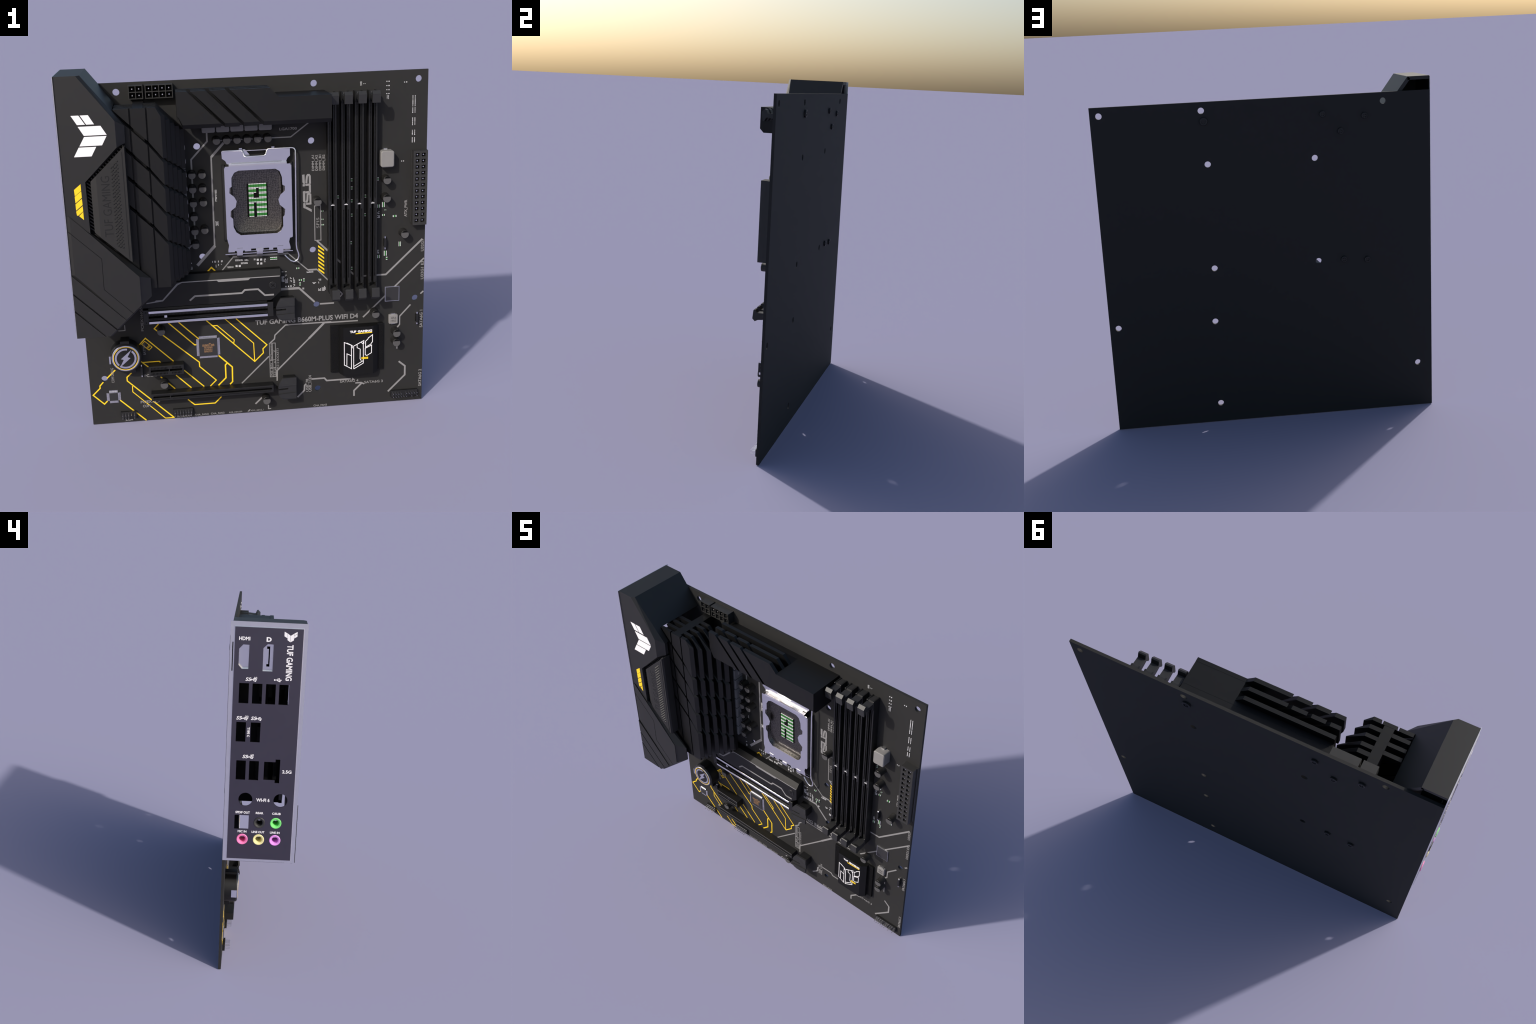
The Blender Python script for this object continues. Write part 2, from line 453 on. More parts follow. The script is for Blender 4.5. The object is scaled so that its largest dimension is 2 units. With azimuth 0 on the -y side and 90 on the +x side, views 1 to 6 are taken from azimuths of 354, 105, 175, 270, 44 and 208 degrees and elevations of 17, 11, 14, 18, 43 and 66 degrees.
# ---- printed words on the board: (words, x, z, length, height, turn, boldness)
labels = [
    ("TUF GAMING B660M-PLUS WIFI D4", -0.004, 0.5395, 0.589, 0.0275, 0, 0.022), ("LGA1700", 0.161, 0.6345 + 1.0, 0.094, 0.0135, 0, 0.02),
    ("DIMM_A1", 0.3445, 1.406, 0.086, 0.0125, 90, 0.02), ("DIMM_A2", 0.3640, 1.406, 0.086, 0.0125, 90, 0.02),
    ("DIMM_B1", 0.3835, 1.406, 0.086, 0.0125, 90, 0.02), ("DIMM_B2", 0.4030, 1.406, 0.086, 0.0125, 90, 0.02),
    ("SFIS", 0.3685, 1.084, 0.059, 0.0165, 90, -0.012), ("ATX_PWR", 0.8605, 1.119, 0.096, 0.0145, 90, 0.02),
    ("U32G1", 0.9600, 0.913, 0.066, 0.0155, 90, 0.01), ("U32G1 E3", 0.9620, 0.747, 0.108, 0.0155, 90, 0.01),
    ("SATA6G 1", 0.9615, 0.454, 0.107, 0.0165, 90, 0.01), ("SATA6G 2", 0.9615, 0.084, 0.108, 0.0165, 90, 0.01),
    ("SATA6G 4", 0.478, 0.1430, 0.109, 0.0145, 0, 0.01), ("SATA6G 3", 0.622, 0.1275, 0.110, 0.0145, 0, 0.01),
    ("USB_78", 0.2925, 0.103, 0.080, 0.0150, 90, 0.01), ("USB_11E4", 0.3095, 0.102, 0.103, 0.0150, 90, 0.01),
    ("CHA_FAN3", 0.320, 0.0045, 0.079, 0.0110, 0, 0.01), ("CHA_FAN3", -0.374, 0.0045, 0.079, 0.0110, 0, 0.01),
    ("CHA_FAN3", -0.281, 0.0045, 0.078, 0.0110, 0, 0.01), ("RGB_HEADER", -0.175, 0.0045, 0.077, 0.0085, 0, 0.0),
    ("ADD_GEN2_1", -0.050, 0.0055, 0.077, 0.0085, 0, 0.0), ("L", 0.052, 0.0115, 0.018, 0.0255, 0, 0.03),
    ("TB_HEADER", -0.480, 0.0045, 0.088, 0.0110, 0, 0.01), ("AAFP", -0.772, 0.0060, 0.044, 0.0090, 0, 0.02),
    ("COM", -0.667, 0.0835, 0.043, 0.0150, 0, 0.02), ("PCIEX16_2", -0.678, 0.1095, 0.110, 0.0155, 0, 0.02), ("PCIEX1", -0.6445, 0.2705, 0.068, 0.0150, 0, 0.02),
    ("PCIEX16(G5)", -0.6300, 0.550, 0.150, 0.0140, 90, 0.0), ("BATTERY", -0.6285, 0.407, 0.070, 0.0140, 90, -0.005), ("COM DEBUG", -0.8160, 0.250, 0.090, 0.0155, 90, 0.0),
    ("M.2 2 SOCKET3", 0.1235, 0.260, 0.127, 0.0125, 90, 0.0),
    ("PCIE  SATA   Intel Remapping", 0.0862, 0.2220, 0.195, 0.0110, 90, 0.0), ("4.0 x4    x         V", 0.1030, 0.2180, 0.160, 0.0100, 90, 0.0),
]
for words, x, z, length, height, turn, bold in labels:
    Build().text(words, x, z, length, height, 0.0003, SILK, turn, bold, thick=0.0013).obj("printed_label", pcb)
Build().prism([(-0.068, 0.005), (-0.058, 0.005), (-0.050, 0.0175), (-0.057, 0.0175)], -0.0004, 0.0012, SILK).obj("silkscreen_arrow", pcb)

# maker's mark: four angular letters reading upwards, drawn in a 280 x 1170 grid
def mark(u, v):
    return (0.2785 + u * 0.049 / 280, 1.389 - v * 0.2105 / 1170)
strips = [
    [(0, 10), (75, 0), (80, 290), (50, 290), (20, 270), (5, 230)], [(10, 305), (80, 290), (80, 365), (12, 370)],
    [(12, 520), (85, 510), (85, 595), (14, 595)], [(14, 600), (85, 595), (88, 870), (50, 868), (22, 845), (14, 800)],
    [(18, 890), (90, 885), (95, 1050), (75, 1058), (20, 1030)], [(105, 995), (280, 1090), (282, 1175), (90, 1062)],
]
t = Build()
for s in strips:
    t.prism([mark(*p) for p in s], -0.0004, 0.0011, SILK)
for pts, w in (
    ([(240, 295), (238, 60), (215, 25), (175, 25), (150, 60), (132, 200), (128, 280)], 62), ([(95, 330), (225, 318), (236, 345), (236, 545), (225, 548), (90, 555)], 62),
    ([(115, 870), (150, 800), (160, 620), (205, 600), (245, 625), (248, 910), (108, 915)], 60)):
    t.stroke([mark(*p) for p in pts], w * 0.049 / 280, -0.0004, 0.0012, SILK)
t.obj("maker_mark", pcb)

# ------------------------------------------------------------------ rear cover (over the ports)
cover = Build()
up_f = [(-0.9545, 2.0), (-0.848, 2.0), (-0.681, 1.780), (-0.681, 1.652), (-0.845, 1.490), (-0.842, 1.229), (-0.9545, 1.322)]
up_o = [(-0.9545, 2.0), (-0.830, 2.0), (-0.638, 1.750), (-0.640, 1.667), (-0.843, 1.4925), (-0.8405, 1.229), (-0.9545, 1.322)]
up_h = [0.370, 0.361, 0.338, 0.338, 0.362, 0.362, 0.370]
cover.rings([[(x, z, 0.318) for x, z in up_o], [(x, z, h) for (x, z), h in zip(up_o, up_h)], [(x, z, 0.376) for x, z in up_f]], COVER)
cover.wall((-0.830, 2.0), (-0.9545, 2.0), 0.020, 0.0, 0.318, COVER)
cover.wall((-0.695, 1.824), (-0.830, 2.0), 0.021, 0.0, 0.318, COVER)
cover.wall((-0.638, 1.750), (-0.695, 1.824), 0.012, 0.310, 0.318, COVER)
up = cover.obj("rear_cover", board)

low_f = [(-0.9545, 1.3215), (-0.842, 1.226), (-0.617, 0.991), (-0.617, 0.841), (-0.786, 0.684), (-0.9545, 0.683)]
low_o = [(-0.9545, 1.3215), (-0.8405, 1.2285), (-0.563, 0.966), (-0.563, 0.868), (-0.778, 0.677), (-0.9545, 0.679)]
low_h = [0.370, 0.366, 0.333, 0.333, 0.368, 0.370]
low = Build()
low.rings([[(x, z, 0.326) for x, z in offset_polygon(low_o, 0.002)], [(x, z, h) for (x, z), h in zip(low_o, low_h)], [(x, z, 0.377) for x, z in low_f]], COVER)
# raised skin in diagonal bands with two slots between them
def band(lo, hi, h, inset=0.0):
    p = clip(clip(low_f, 1, 1, lo), -1, -1, -hi)
    return p
skin = band(0.066, 0.40, 0.382)
n = len(skin)
low.rings([[(x, z, 0.3765) for x, z in skin], [(x + (0.018 if x < -0.953 else 0), z - (0.0 if x < -0.953 else 0), 0.3815) for x, z in skin]], COVER)
for lo, hi in ((-0.0265, 0.0655), (-0.118, -0.036), (-0.40, -0.1275)):
    p = band(lo, hi, 0.385)
    low.rings([[(x, z, 0.3765) for x, z in p], [(x, z, 0.3855) for x, z in p]], COVER)
for pts in ([(-0.9515, 0.9205), (-0.7435, 0.7125)], [(-0.9515, 0.829), (-0.802, 0.6795 + 0.006)]):
    low.stroke(pts, 0.0062, 0.3768, 0.3776, COVER_LOW)  # slot floors painted dark in place of depth
low.stroke([(-0.948, 1.246), (-0.797, 1.098), (-0.798, 0.936), (-0.661, 0.798)], 0.0026, 0.3812, 0.3819, COVER_LOW)  # thin dark ribbon laid on in place of a panel groove
low.wall((-0.9545, 0.679), (-0.792, 0.6785), 0.008, 0.001, 0.328, COVER)
low.obj("rear_cover_foot", board)

def decal(polys, name, mat, h=0.376):
    for p in polys:
        Build().prism(p, h - 0.001, h + 0.0009, mat).obj(name, up)
decal([[(-0.886, 1.8145), (-0.849, 1.8145), (-0.8215, 1.7695), (-0.8595, 1.7695)], [(-0.843, 1.8145), (-0.804, 1.8145), (-0.7785, 1.7695), (-0.816, 1.7695)],
       [(-0.857, 1.761), (-0.749, 1.761), (-0.723, 1.7165), (-0.8315, 1.7165)], [(-0.831, 1.711), (-0.724, 1.711), (-0.749, 1.6665), (-0.857, 1.6665)],
       [(-0.861, 1.661), (-0.777, 1.661), (-0.803, 1.6155), (-0.887, 1.6155)]], "white_emblem_bar", WHITE)
decal([[(-0.868, 1.482), (-0.868, 1.4495), (-0.9005, 1.4235), (-0.902, 1.455)], [(-0.868, 1.447), (-0.8675, 1.4145), (-0.9005, 1.388), (-0.9015, 1.4205)],
       [(-0.868, 1.409), (-0.867, 1.378), (-0.9005, 1.3515), (-0.901, 1.383)], [(-0.867, 1.3725), (-0.867, 1.346), (-0.893, 1.325), (-0.8985, 1.3265), (-0.901, 1.346)],
       [(-0.867, 1.343), (-0.867, 1.302), (-0.8885, 1.323)]], "yellow_emblem_bar", YELLOW)

# inset plate with raised dark words in place of engraving, studs and slatted vent
ins = Build()
q = [(-0.658, 1.6425), (-0.792, 1.516), (-0.792, 1.205), (-0.6545, 1.0755), (-0.6455, 1.0695), (-0.6455, 1.651), (-0.650, 1.651)]
o = [(-0.655, 1.646), (-0.8205, 1.489), (-0.8205, 1.233), (-0.652, 1.071), (-0.642, 1.066), (-0.642, 1.654), (-0.652, 1.6545)]
ins.rings([[(x, z, 0.312) for x, z in o], [(x, z, h) for (x, z), h in zip(o, (0.366, 0.366, 0.366, 0.368, 0.360, 0.360, 0.366))], [(x, z, 0.373) for x, z in q]], INSERT)
ins.box(-0.6605, -0.6575, 1.086, 1.630, 0.372, 0.3742, INSERT_DARK)
ins.text("TUF GAMING", -0.728, 1.207, 0.307, 0.043, 0.3722, INSERT_DARK, 90, 0.0, thick=0.0012)
plate = ins.obj("inset_plate", board)
studs = Build()
for c in range(5):
    x = -0.7145 + c * 0.0076
    z = 1.5535 + c * 0.0078 - (0.0 if c % 2 == 0 else 0.0015)
    bottom = 1.160 - c * 0.0068
    while z > bottom:
        studs.rings([[(x - 0.0045, z - 0.0045, 0.3725), (x + 0.0045, z - 0.0045, 0.3725), (x + 0.0045, z + 0.0045, 0.3725), (x - 0.0045, z + 0.0045, 0.3725)],
                     [(x - 0.001, z - 0.001, 0.3765), (x + 0.001, z - 0.001, 0.3765), (x + 0.001, z + 0.001, 0.3765), (x - 0.001, z + 0.001, 0.3765)]], INSERT)
        z -= 0.0182
studs.obj("grip_stud", plate, kind="stuff")
vent = Build()
vent.box(-0.8405, -0.8205, 1.215, 1.505, 0.318, 0.330, COVER_LOW)
z = 1.245
while z < 1.485:
    vent.prism([(-0.8405, z + 0.006), (-0.8205, z - 0.010), (-0.8205, z - 0.003), (-0.8405, z + 0.013)], 0.329, 0.357, HEATSINK)
    z += 0.0175
for i in range(15):
    x = -0.832 + i * 0.0125
    zz = 1.492 + (x + 0.832) * 0.93
    vent.prism([(x, zz), (x + 0.006, zz - 0.006), (x + 0.0105, zz - 0.0015), (x + 0.0045, zz + 0.0045)], 0.320, 0.357, HEATSINK)
vent.obj("vent_slat", plate, kind="stuff")

# ------------------------------------------------------------------ rear port panel
XR0, XR1, ZR0, ZR1 = -0.193, 0.203, 0.681, 1.9995      # rim in u, z
IN0, IN1, ZN0, ZN1 = -0.170, 0.1795, 0.697, 1.972
USB = [(-0.1385, 1.574), (-0.069, 1.574), (0.001, 1.574), (0.070, 1.574), (-0.1455, 1.3655), (-0.069, 1.3655), (-0.1375, 1.1545), (-0.068, 1.1545)]
usb_holes = [rect(u, u + 0.051, z, z + 0.107) for u, z in USB]
hdmi = [(-0.125, 1.882), (-0.094, 1.881), (-0.095, 1.755), (-0.128, 1.754), (-0.146, 1.774), (-0.146, 1.859)]
dport = [(0.000, 1.889), (0.030, 1.888), (0.030, 1.747), (-0.021, 1.747), (-0.022, 1.867)]
lan = [(0.011, 1.260), (0.071, 1.260), (0.071, 1.275), (0.096, 1.275), (0.096, 1.143), (0.0715, 1.143), (0.0715, 1.159), (0.011, 1.159)]
antenna = [circle(-0.0805, 1.0435, 0.0378, 36), circle(0.1085, 1.0445, 0.0378, 36)]
optical = rect(-0.135, -0.058, 0.872, 0.952)
JACKS = [(0.0, 0.912, "black"), (0.0895, 0.913, "green"), (-0.0895, 0.813, "pink"), (0.0, 0.8135, "cream"), (0.0895, 0.8135, "violet")]
rim = Build(panel)
rim.plate(rect(XR0, XR1, ZR0, ZR1), [rect(IN0 + 0.002, IN1 - 0.002, ZN0 + 0.002, ZN1 - 0.002)], -0.0022, 0.0, RIM)
rimo = rim.obj("port_panel_rim", board)
lip = Build(panel)
def frame_ring(d):
    return [(IN0 - d, ZN0 - d), (IN1 + d, ZN0 - d), (IN1 + d, ZN1 + d), (IN0 - d, ZN1 + d)]
a, b = frame_ring(0.0046), frame_ring(-0.0002)
for i in range(4):
    j = (i + 1) % 4
    lip.rings([[(*a[i], -0.0005), (*a[j], -0.0005), (*a[j], 0.0003), (*a[i], 0.0003)], [(*b[i], -0.0005), (*b[j], -0.0005), (*b[j], 0.0042), (*b[i], 0.0042)]], RIM)
lip.obj("rim_edge", rimo)
sheet = Build(panel)
jack_holes = [circle(u, z, 0.029, 32) for u, z, _ in JACKS]
sheet.plate(rect(IN0, IN1, ZN0, ZN1), usb_holes + [hdmi, dport, lan, optical] + antenna + jack_holes, -0.002, 0.0045, SHIELD)
sheeto = sheet.obj("port_panel", board)
Build(panel).box(-0.1815, -0.1765, 1.742, 1.8925, -0.002, 0.0005, OPENING_SHADE).obj("rim_slot_plate", rimo)  # thin dark plate on the rim, in place of a cut slot

def port_box(u0, u1, z0, z1, depth=0.012, t=0.003):
    """Short black collar added behind an opening to darken it; the opening itself leads into the hollow cover."""
    k = Build(panel)
    for p in (rect(u0 - t, u0 - 0.0002, z0 - t, z1 + t), rect(u1 + 0.0002, u1 + t, z0 - t, z1 + t), rect(u0 - 0.0002, u1 + 0.0002, z0 - t, z0 - 0.0002), rect(u0 - 0.0002, u1 + 0.0002, z1 + 0.0002, z1 + t)):
        k.prism(p, -depth, -0.0042, OPENING_SHADE)
    return k
usb_mesh = port_box(0, 0.051, 0, 0.107).mesh("usb_port_collar")
for u, z in USB:
    place_object("usb_port_collar", usb_mesh, sheeto, loc=(0, -u, z))
port_box(0.011, 0.096, 1.143, 1.275).obj("network_port_collar", sheeto)
def recessed(outline, depth, hole=None):
    """Metal-lined recess: wall around the opening and a floor."""
    k, out = Build(panel), offset_polygon(outline, -0.0025)
    k.plate(out, [offset_polygon(outline, -0.0004)], -depth, -0.0034, SILVER)
    if hole:
        k.plate(out, [hole], -depth - 0.003, -depth - 0.0002, SILVER)
        k.prism(out, -depth - 0.10, -depth - 0.006, OPENING_SHADE)
    else:
        k.prism(out, -depth - 0.10, -depth - 0.0002, SILVER)
    return k.obj("display_port", sheeto)
recessed(hdmi, 0.024)
slotp = [(-0.003, 1.873), (0.013, 1.873), (0.013, 1.768), (-0.003, 1.768), (-0.003, 1.781), (0.0065, 1.781), (0.0065, 1.860), (-0.003, 1.860)]
recessed(dport, 0.020, slotp)
for u, z, col in JACKS:
    jk = Build(panel).revolve(u, z, [(0.0165, -0.075), (0.0285, -0.075), (0.0285, 0.0040), (0.0308, 0.0040), (0.0308, 0.0068), (0.0285, 0.0092), (0.0240, 0.0088), (0.0185, 0.0055), (0.0165, -0.004)], JACK[col], 40)
    jk.obj("audio_jack", board, smooth=35)

ink = 0.0043
ports_text = [
    ("HDMI", -0.148, 1.9045, 0.057, 0.0175, 0, 0.03), ("TUF GAMING", 0.1005, 1.890, 0.187, 0.0305, -90, 0.03),
    ("SS", -0.107, 1.6935, 0.030, 0.0180, 0, 0.02), ("10", -0.062, 1.7045, 0.015, 0.0115, 0, 0.01),
    ("SS", -0.147, 1.4855, 0.030, 0.0180, 0, 0.02), ("20", -0.100, 1.4965, 0.017, 0.0115, 0, 0.01),
    ("SS", -0.070, 1.4865, 0.030, 0.0180, 0, 0.02), ("SS", -0.106, 1.2755, 0.030, 0.0180, 0, 0.02), ("10", -0.062, 1.2875, 0.016, 0.0115, 0, 0.01),
    ("TYPE C", -0.0865, 1.4455, 0.053, 0.0125, -90, 0.03), ("2.5G", 0.109, 1.2005, 0.050, 0.0165, 0, 0.03), ("WI-FI 6", -0.022, 1.0345, 0.072, 0.0175, 0, 0.03),
    ("SPDIF OUT", -0.131, 0.9620, 0.078, 0.0125, 0, 0.03), ("REAR", -0.021, 0.9625, 0.041, 0.0115, 0, 0.03), ("C/SUB", 0.067, 0.9625, 0.047, 0.0115, 0, 0.03),
    ("MIC IN", -0.115, 0.8520, 0.048, 0.0120, 0, 0.03), ("LINE OUT", -0.039, 0.8520, 0.070, 0.0115, 0, 0.03), ("LINE IN", 0.061, 0.8525, 0.053, 0.0115, 0, 0.03),
]
for words, u, z, length, height, turn, bold in ports_text:
    Build(panel).text(words, u, z, length, height, ink, WHITE, turn, bold, thick=0.0008, shear=0.2 if words == "SS" else 0.0).obj("port_label", sheeto)
Build(panel).text("D", -0.008, 1.9025, 0.026, 0.0215, ink, WHITE, 0, 0.05, thick=0.0008).obj("port_label", sheeto)
emblem = [[(0.082, 1.9565), (0.0975, 1.948), (0.0975, 1.924), (0.082, 1.933)], [(0.0985, 1.948), (0.1135, 1.937), (0.1135, 1.904), (0.0985, 1.914)],
          [(0.1148, 1.937), (0.131, 1.948), (0.131, 1.914), (0.1148, 1.904)], [(0.132, 1.949), (0.148, 1.958), (0.148, 1.949), (0.132, 1.939)],
          [(0.132, 1.937), (0.148, 1.947), (0.148, 1.934), (0.132, 1.924)]]
for p in emblem:
    Build(panel).prism(p, ink, ink + 0.0009, WHITE).obj("white_emblem_bar", sheeto)
def trident(u, z, length):
    k, s = Build(panel), length
    k.stroke([(u, z), (u + 0.9 * s, z)], 0.0028, ink, ink + 0.0008, WHITE).prism([(u + 0.82 * s, z - 0.004), (u + s, z), (u + 0.82 * s, z + 0.004)], ink, ink + 0.0010, WHITE)
    k.stroke([(u + 0.22 * s, z), (u + 0.42 * s, z + 0.0065), (u + 0.62 * s, z + 0.0065)], 0.0026, ink, ink + 0.0012, WHITE)
    k.stroke([(u + 0.30 * s, z), (u + 0.50 * s, z - 0.0065), (u + 0.70 * s, z - 0.0065)], 0.0026, ink, ink + 0.0014, WHITE)
    k.cylinder(u, z, 0.0042, ink, ink + 0.0016, WHITE, 16).cylinder(u + 0.62 * s, z + 0.0065, 0.0036, ink, ink + 0.0018, WHITE, 12)
    k.box(u + 0.64 * s, u + 0.64 * s + 0.006, z - 0.0095, z - 0.0035, ink, ink + 0.0018, WHITE)
    k.obj("trident_symbol", sheeto)
for u, z, s in ((0.044, 1.7045, 0.037), (-0.078, 1.7005, 0.031), (-0.118, 1.4925, 0.034), (-0.041, 1.4935, 0.029), (-0.077, 1.2825, 0.031)):
    trident(u, z, s)

# ------------------------------------------------------------------ voltage-regulator heatsink (left)
CUTS = (1.122, 0.9875, 0.847, 0.697)           # diagonal slots: x + z = const
CUT_WIDTH = 0.0105
sink = Build()
ZT, ZB = 1.8265, 0.903
sink.box(-0.598, -0.546, ZB, ZT, 0.020, 0.268, HEATSINK)
sink.box(-0.5975, -0.362, ZB, ZT - 0.15, 0.066, 0.0900, HEATSINK)
def cut_pieces(poly):
    left, pieces = poly, []
    for c in CUTS:
        up_part = clip(left, 1, 1, c + CUT_WIDTH)
        if len(up_part) > 2:
            pieces.append(up_part)
        left = clip(left, -1, -1, -(c - CUT_WIDTH))
    pieces.append(left)
    return [p for p in pieces if len(p) > 2]
FINS = ((0.308, 0.288), (0.265, 0.244), (0.217, 0.197), (0.168, 0.147), (0.130, 0.107))
for i, (h1, h0) in enumerate(FINS):
    xe = -0.442 + 0.0235 * i
    xr, xl = (-0.5260, -0.6155) if i == 0 else (-0.5470, -0.5970)      # the front fin is split by two grooves
    right = [(xr, ZB), (xe - 0.018, ZB), (xe, ZB + 0.03), (xe, ZT - 1.03 * (xe + 0.485)), (-0.485, ZT), (xr, ZT)]
    for p in cut_pieces(right):
        fr = [(min(x, xe - 0.019), z, h1) for x, z in p]               # fin end slopes back
        sink.rings([[(x, z, h0) for x, z in p], [(x, z, h0 + 0.004) for x, z in p], fr], HEATSINK)
    for p in [] if i == 4 else cut_pieces([(-0.690, ZB + 0.1), (xl, ZB + 0.02), (xl, ZT), (-0.690, ZT)]):
        sink.rings([[(x, z, h0) for x, z in p], [(x, z, h1) for x, z in p]], HEATSINK)
for p in cut_pieces(rect(-0.6070, -0.5340, ZB, ZT)):
    sink.rings([[(x, z, 0.2885) for x, z in p], [(x, z, 0.3080) for x, z in p]], HEATSINK)
for p in cut_pieces(rect(-0.5978, -0.5462, ZB, ZT - 0.0005)):
    sink.rings([[(x, z, 0.2675) for x, z in p], [(x, z, 0.2890) for x, z in p]], HEATSINK)
for x0, x1 in ((-0.6175, -0.6065), (-0.5345, -0.5250)):                # groove floors
    for p in cut_pieces(rect(x0, x1, ZB + 0.02, ZT - 0.002)):
        sink.rings([[(x, z, 0.2870) for x, z in p], [(x, z, 0.2900) for x, z in p]], HEATSINK)
sink.obj("regulator_heatsink", board)

# power chokes beside the heatsinks
for i in range(8):
    zc = 1.573 - 0.0735 * i
    k = Build().box(-0.430, -0.3495, zc - 0.0345, zc + 0.0345, 0.0, 0.065, CHOKE, 0.002)
    ck = k.obj("choke", board)
    Build().box(-0.3500, -0.3455, zc - 0.010, zc + 0.010, 0.0, 0.034, PIN).obj("terminal", ck)
for i in range(5):
    x0 = -0.254 + 0.0746 * i
    Build().round_box(x0, x0 + 0.0695, 1.650, 1.7365, 0.0, 0.0640, CHOKE, 0.008, 0.002).obj("choke", board)

# ------------------------------------------------------------------ top heatsink
top = Build()
ZV = 1.762
top.box(-0.379, 0.4035, 1.737, 1.8375, 0.0, 0.0662, HEATSINK)
top.prism([(-0.38, 1.772), (-0.352, 1.6975), (0.404, 1.6975), (0.404, 1.838), (-0.38, 1.838)], 0.0660, 0.090, HEATSINK)
top.box(-0.345, 0.060, 1.6975, ZV, 0.0895, 0.1600, HEATSINK)
top.box(0.0595, 0.404, 1.6975, ZV, 0.0895, 0.1972, HEATSINK)
top.prism([(0.1345, 1.838), (0.060, 1.7610), (0.404, 1.7610), (0.404, 1.838)], 0.0898, 0.1972, HEATSINK)
TCUTS = (1.5685, 1.6640, 1.7645)
for i, (h1, h0) in enumerate(((0.219, 0.197), (0.164, 0.143), (0.111, 0.090))):
    poly = [(-0.38, 1.772), (-0.353, 1.7195), (0.4045, 1.7195), (0.4045, 1.8385), (0.1365, 1.8385), (0.091, 1.886), (-0.38, 1.886)] if i == 0 else \
           [(-0.38, 1.74), (0.10, 1.74), (0.120, 1.8385 - 0.02), (0.120, 1.855), (0.091, 1.886), (-0.38, 1.886)]
    convex = [(-0.38, 1.772), (-0.353, 1.7195), (0.091, 1.7195), (0.091, 1.886), (-0.38, 1.886)] if i == 0 else [(-0.38, 1.74), (0.091, 1.74), (0.091, 1.886), (-0.38, 1.886)]
    left, pieces = convex, []
    if i < 2:
        for c in reversed(TCUTS):
            pieces.append(clip(left, 1, 1, c + 0.0110))
            left = clip(left, -1, -1, -(c - 0.0110))
    pieces.append(left)
    for p in pieces:
        if len(p) > 2:
            low_edge = lambda z: z - (0.0225 if i == 0 and z < 1.7205 else 0)      # the underside slopes back and down
            top.rings([[(x, low_edge(z), h0) for x, z in p], [(x, z, h1) for x, z in p]], HEATSINK)
    if i == 0:
        outline = [(0.0908, 1.7195), (0.4045, 1.7195), (0.4045, 1.8385), (0.1365, 1.8385), (0.0908, 1.886)]
        top.rings([[(x, z - (0.0225 if z < 1.72 else 0), h0) for x, z in outline], [(x, z, h1 - 0.0002) for x, z in outline]], HEATSINK)
    else:
        top.prism([(0.0908, 1.76), (0.135, 1.76), (0.135, 1.8385), (0.0908, 1.886)], h0, h1 - 0.0002, HEATSINK)
top.obj("top_heatsink", board)

# ------------------------------------------------------------------ capacitors
def can(r, h):
    k = Build().revolve(0, 0, [(0.0, 0.0), (r * 1.09, 0.0), (r * 1.09, 0.003), (r, 0.0055), (r, h - 0.0016), (r - 0.0016, h), (0.0, h)], CAN, 28)
    top_face = [p for p in circle(0, 0, r - 0.0012, 40) if p[1] < r * 0.52]
    k.prism(top_face, h - 0.0004, h + 0.0006, CAN_TOP)
    k.prism([p for p in circle(0, 0, r - 0.0012, 40) if p[1] >= r * 0.50], h - 0.0004, h + 0.0004, SLOT_DEEP)
    return k.mesh("capacitor", 40)
small, large = can(0.0205, 0.053), can(0.0222, 0.053)
CAPS = [(-0.317, 1.4265 - 0.0770 * i) for i in range(6)] + [(-0.2635, z) for z in (1.426, 1.350, 1.275, 1.1225)] + [(-0.179 + 0.0544 * i, 1.6025) for i in range(6)]
for x, z in CAPS:
    place_object("capacitor", small, board, loc=(x, 0, z))
for x, z in ((0.353, 1.2435), (0.736, 1.342), (0.735, 1.2405), (0.838, 1.032), (0.676, 0.572), (0.799, 0.447), (0.798, 0.390), (-0.534, 0.556), (-0.536, 0.235), (0.042, 0.0885)):
    place_object("capacitor", large, board, loc=(x, 0, z))

# ------------------------------------------------------------------ memory slots
def memory_slot():
    k = Build()
    k.box(-0.0235, 0.0235, 0.735, 1.805, 0.0, 0.020, SLOT)
    for s in (-1, 1):
        a, b = (0.0060, 0.0235)
        for x0, x1, h in ((0.0060, 0.0090, 0.0500), (0.0090, 0.0160, 0.0460), (0.0160, 0.0235, 0.0500)):
            lo, hi = sorted((s * x0, s * x1))
            k.box(lo, hi, 0.7655, 1.7705, 0.0198, h, SLOT)
        lo, hi = sorted((s * 0.0088, s * 0.0162))
        k.box(lo, hi, 1.193, 1.246, 0.0455, 0.0498, SLOT)
        k.box(lo, hi, 0.765, 0.800, 0.0455, 0.0496, SLOT)
    k.box(-0.0061, 0.0061, 0.766, 1.770, 0.0195, 0.0215, SLOT_DEEP)
    for s in (-1, 1):                                    # end towers
        lo, hi = sorted((s * 0.0165, s * 0.0235))
        k.box(lo, hi, 1.770, 1.8275, 0.0, 0.056, SLOT, 0.0015)
        k.box(lo, hi, 0.715, 0.766, 0.0, 0.056, SLOT, 0.0015)
    return k.mesh("memory_slot")
def contacts():
    k = Build()
    for s in (-1, 1):
        z = 0.806
        while z < 1.766:
            if not 1.190 < z < 1.250:
                lo, hi = sorted((s * 0.0105, s * 0.0150))
                k.box(lo, hi, z, z + 0.0030, 0.0455, 0.0485, SLOT_DEEP)
            z += 0.0076
    return k.mesh("contact")
slot_mesh, contact_mesh = memory_slot(), contacts()
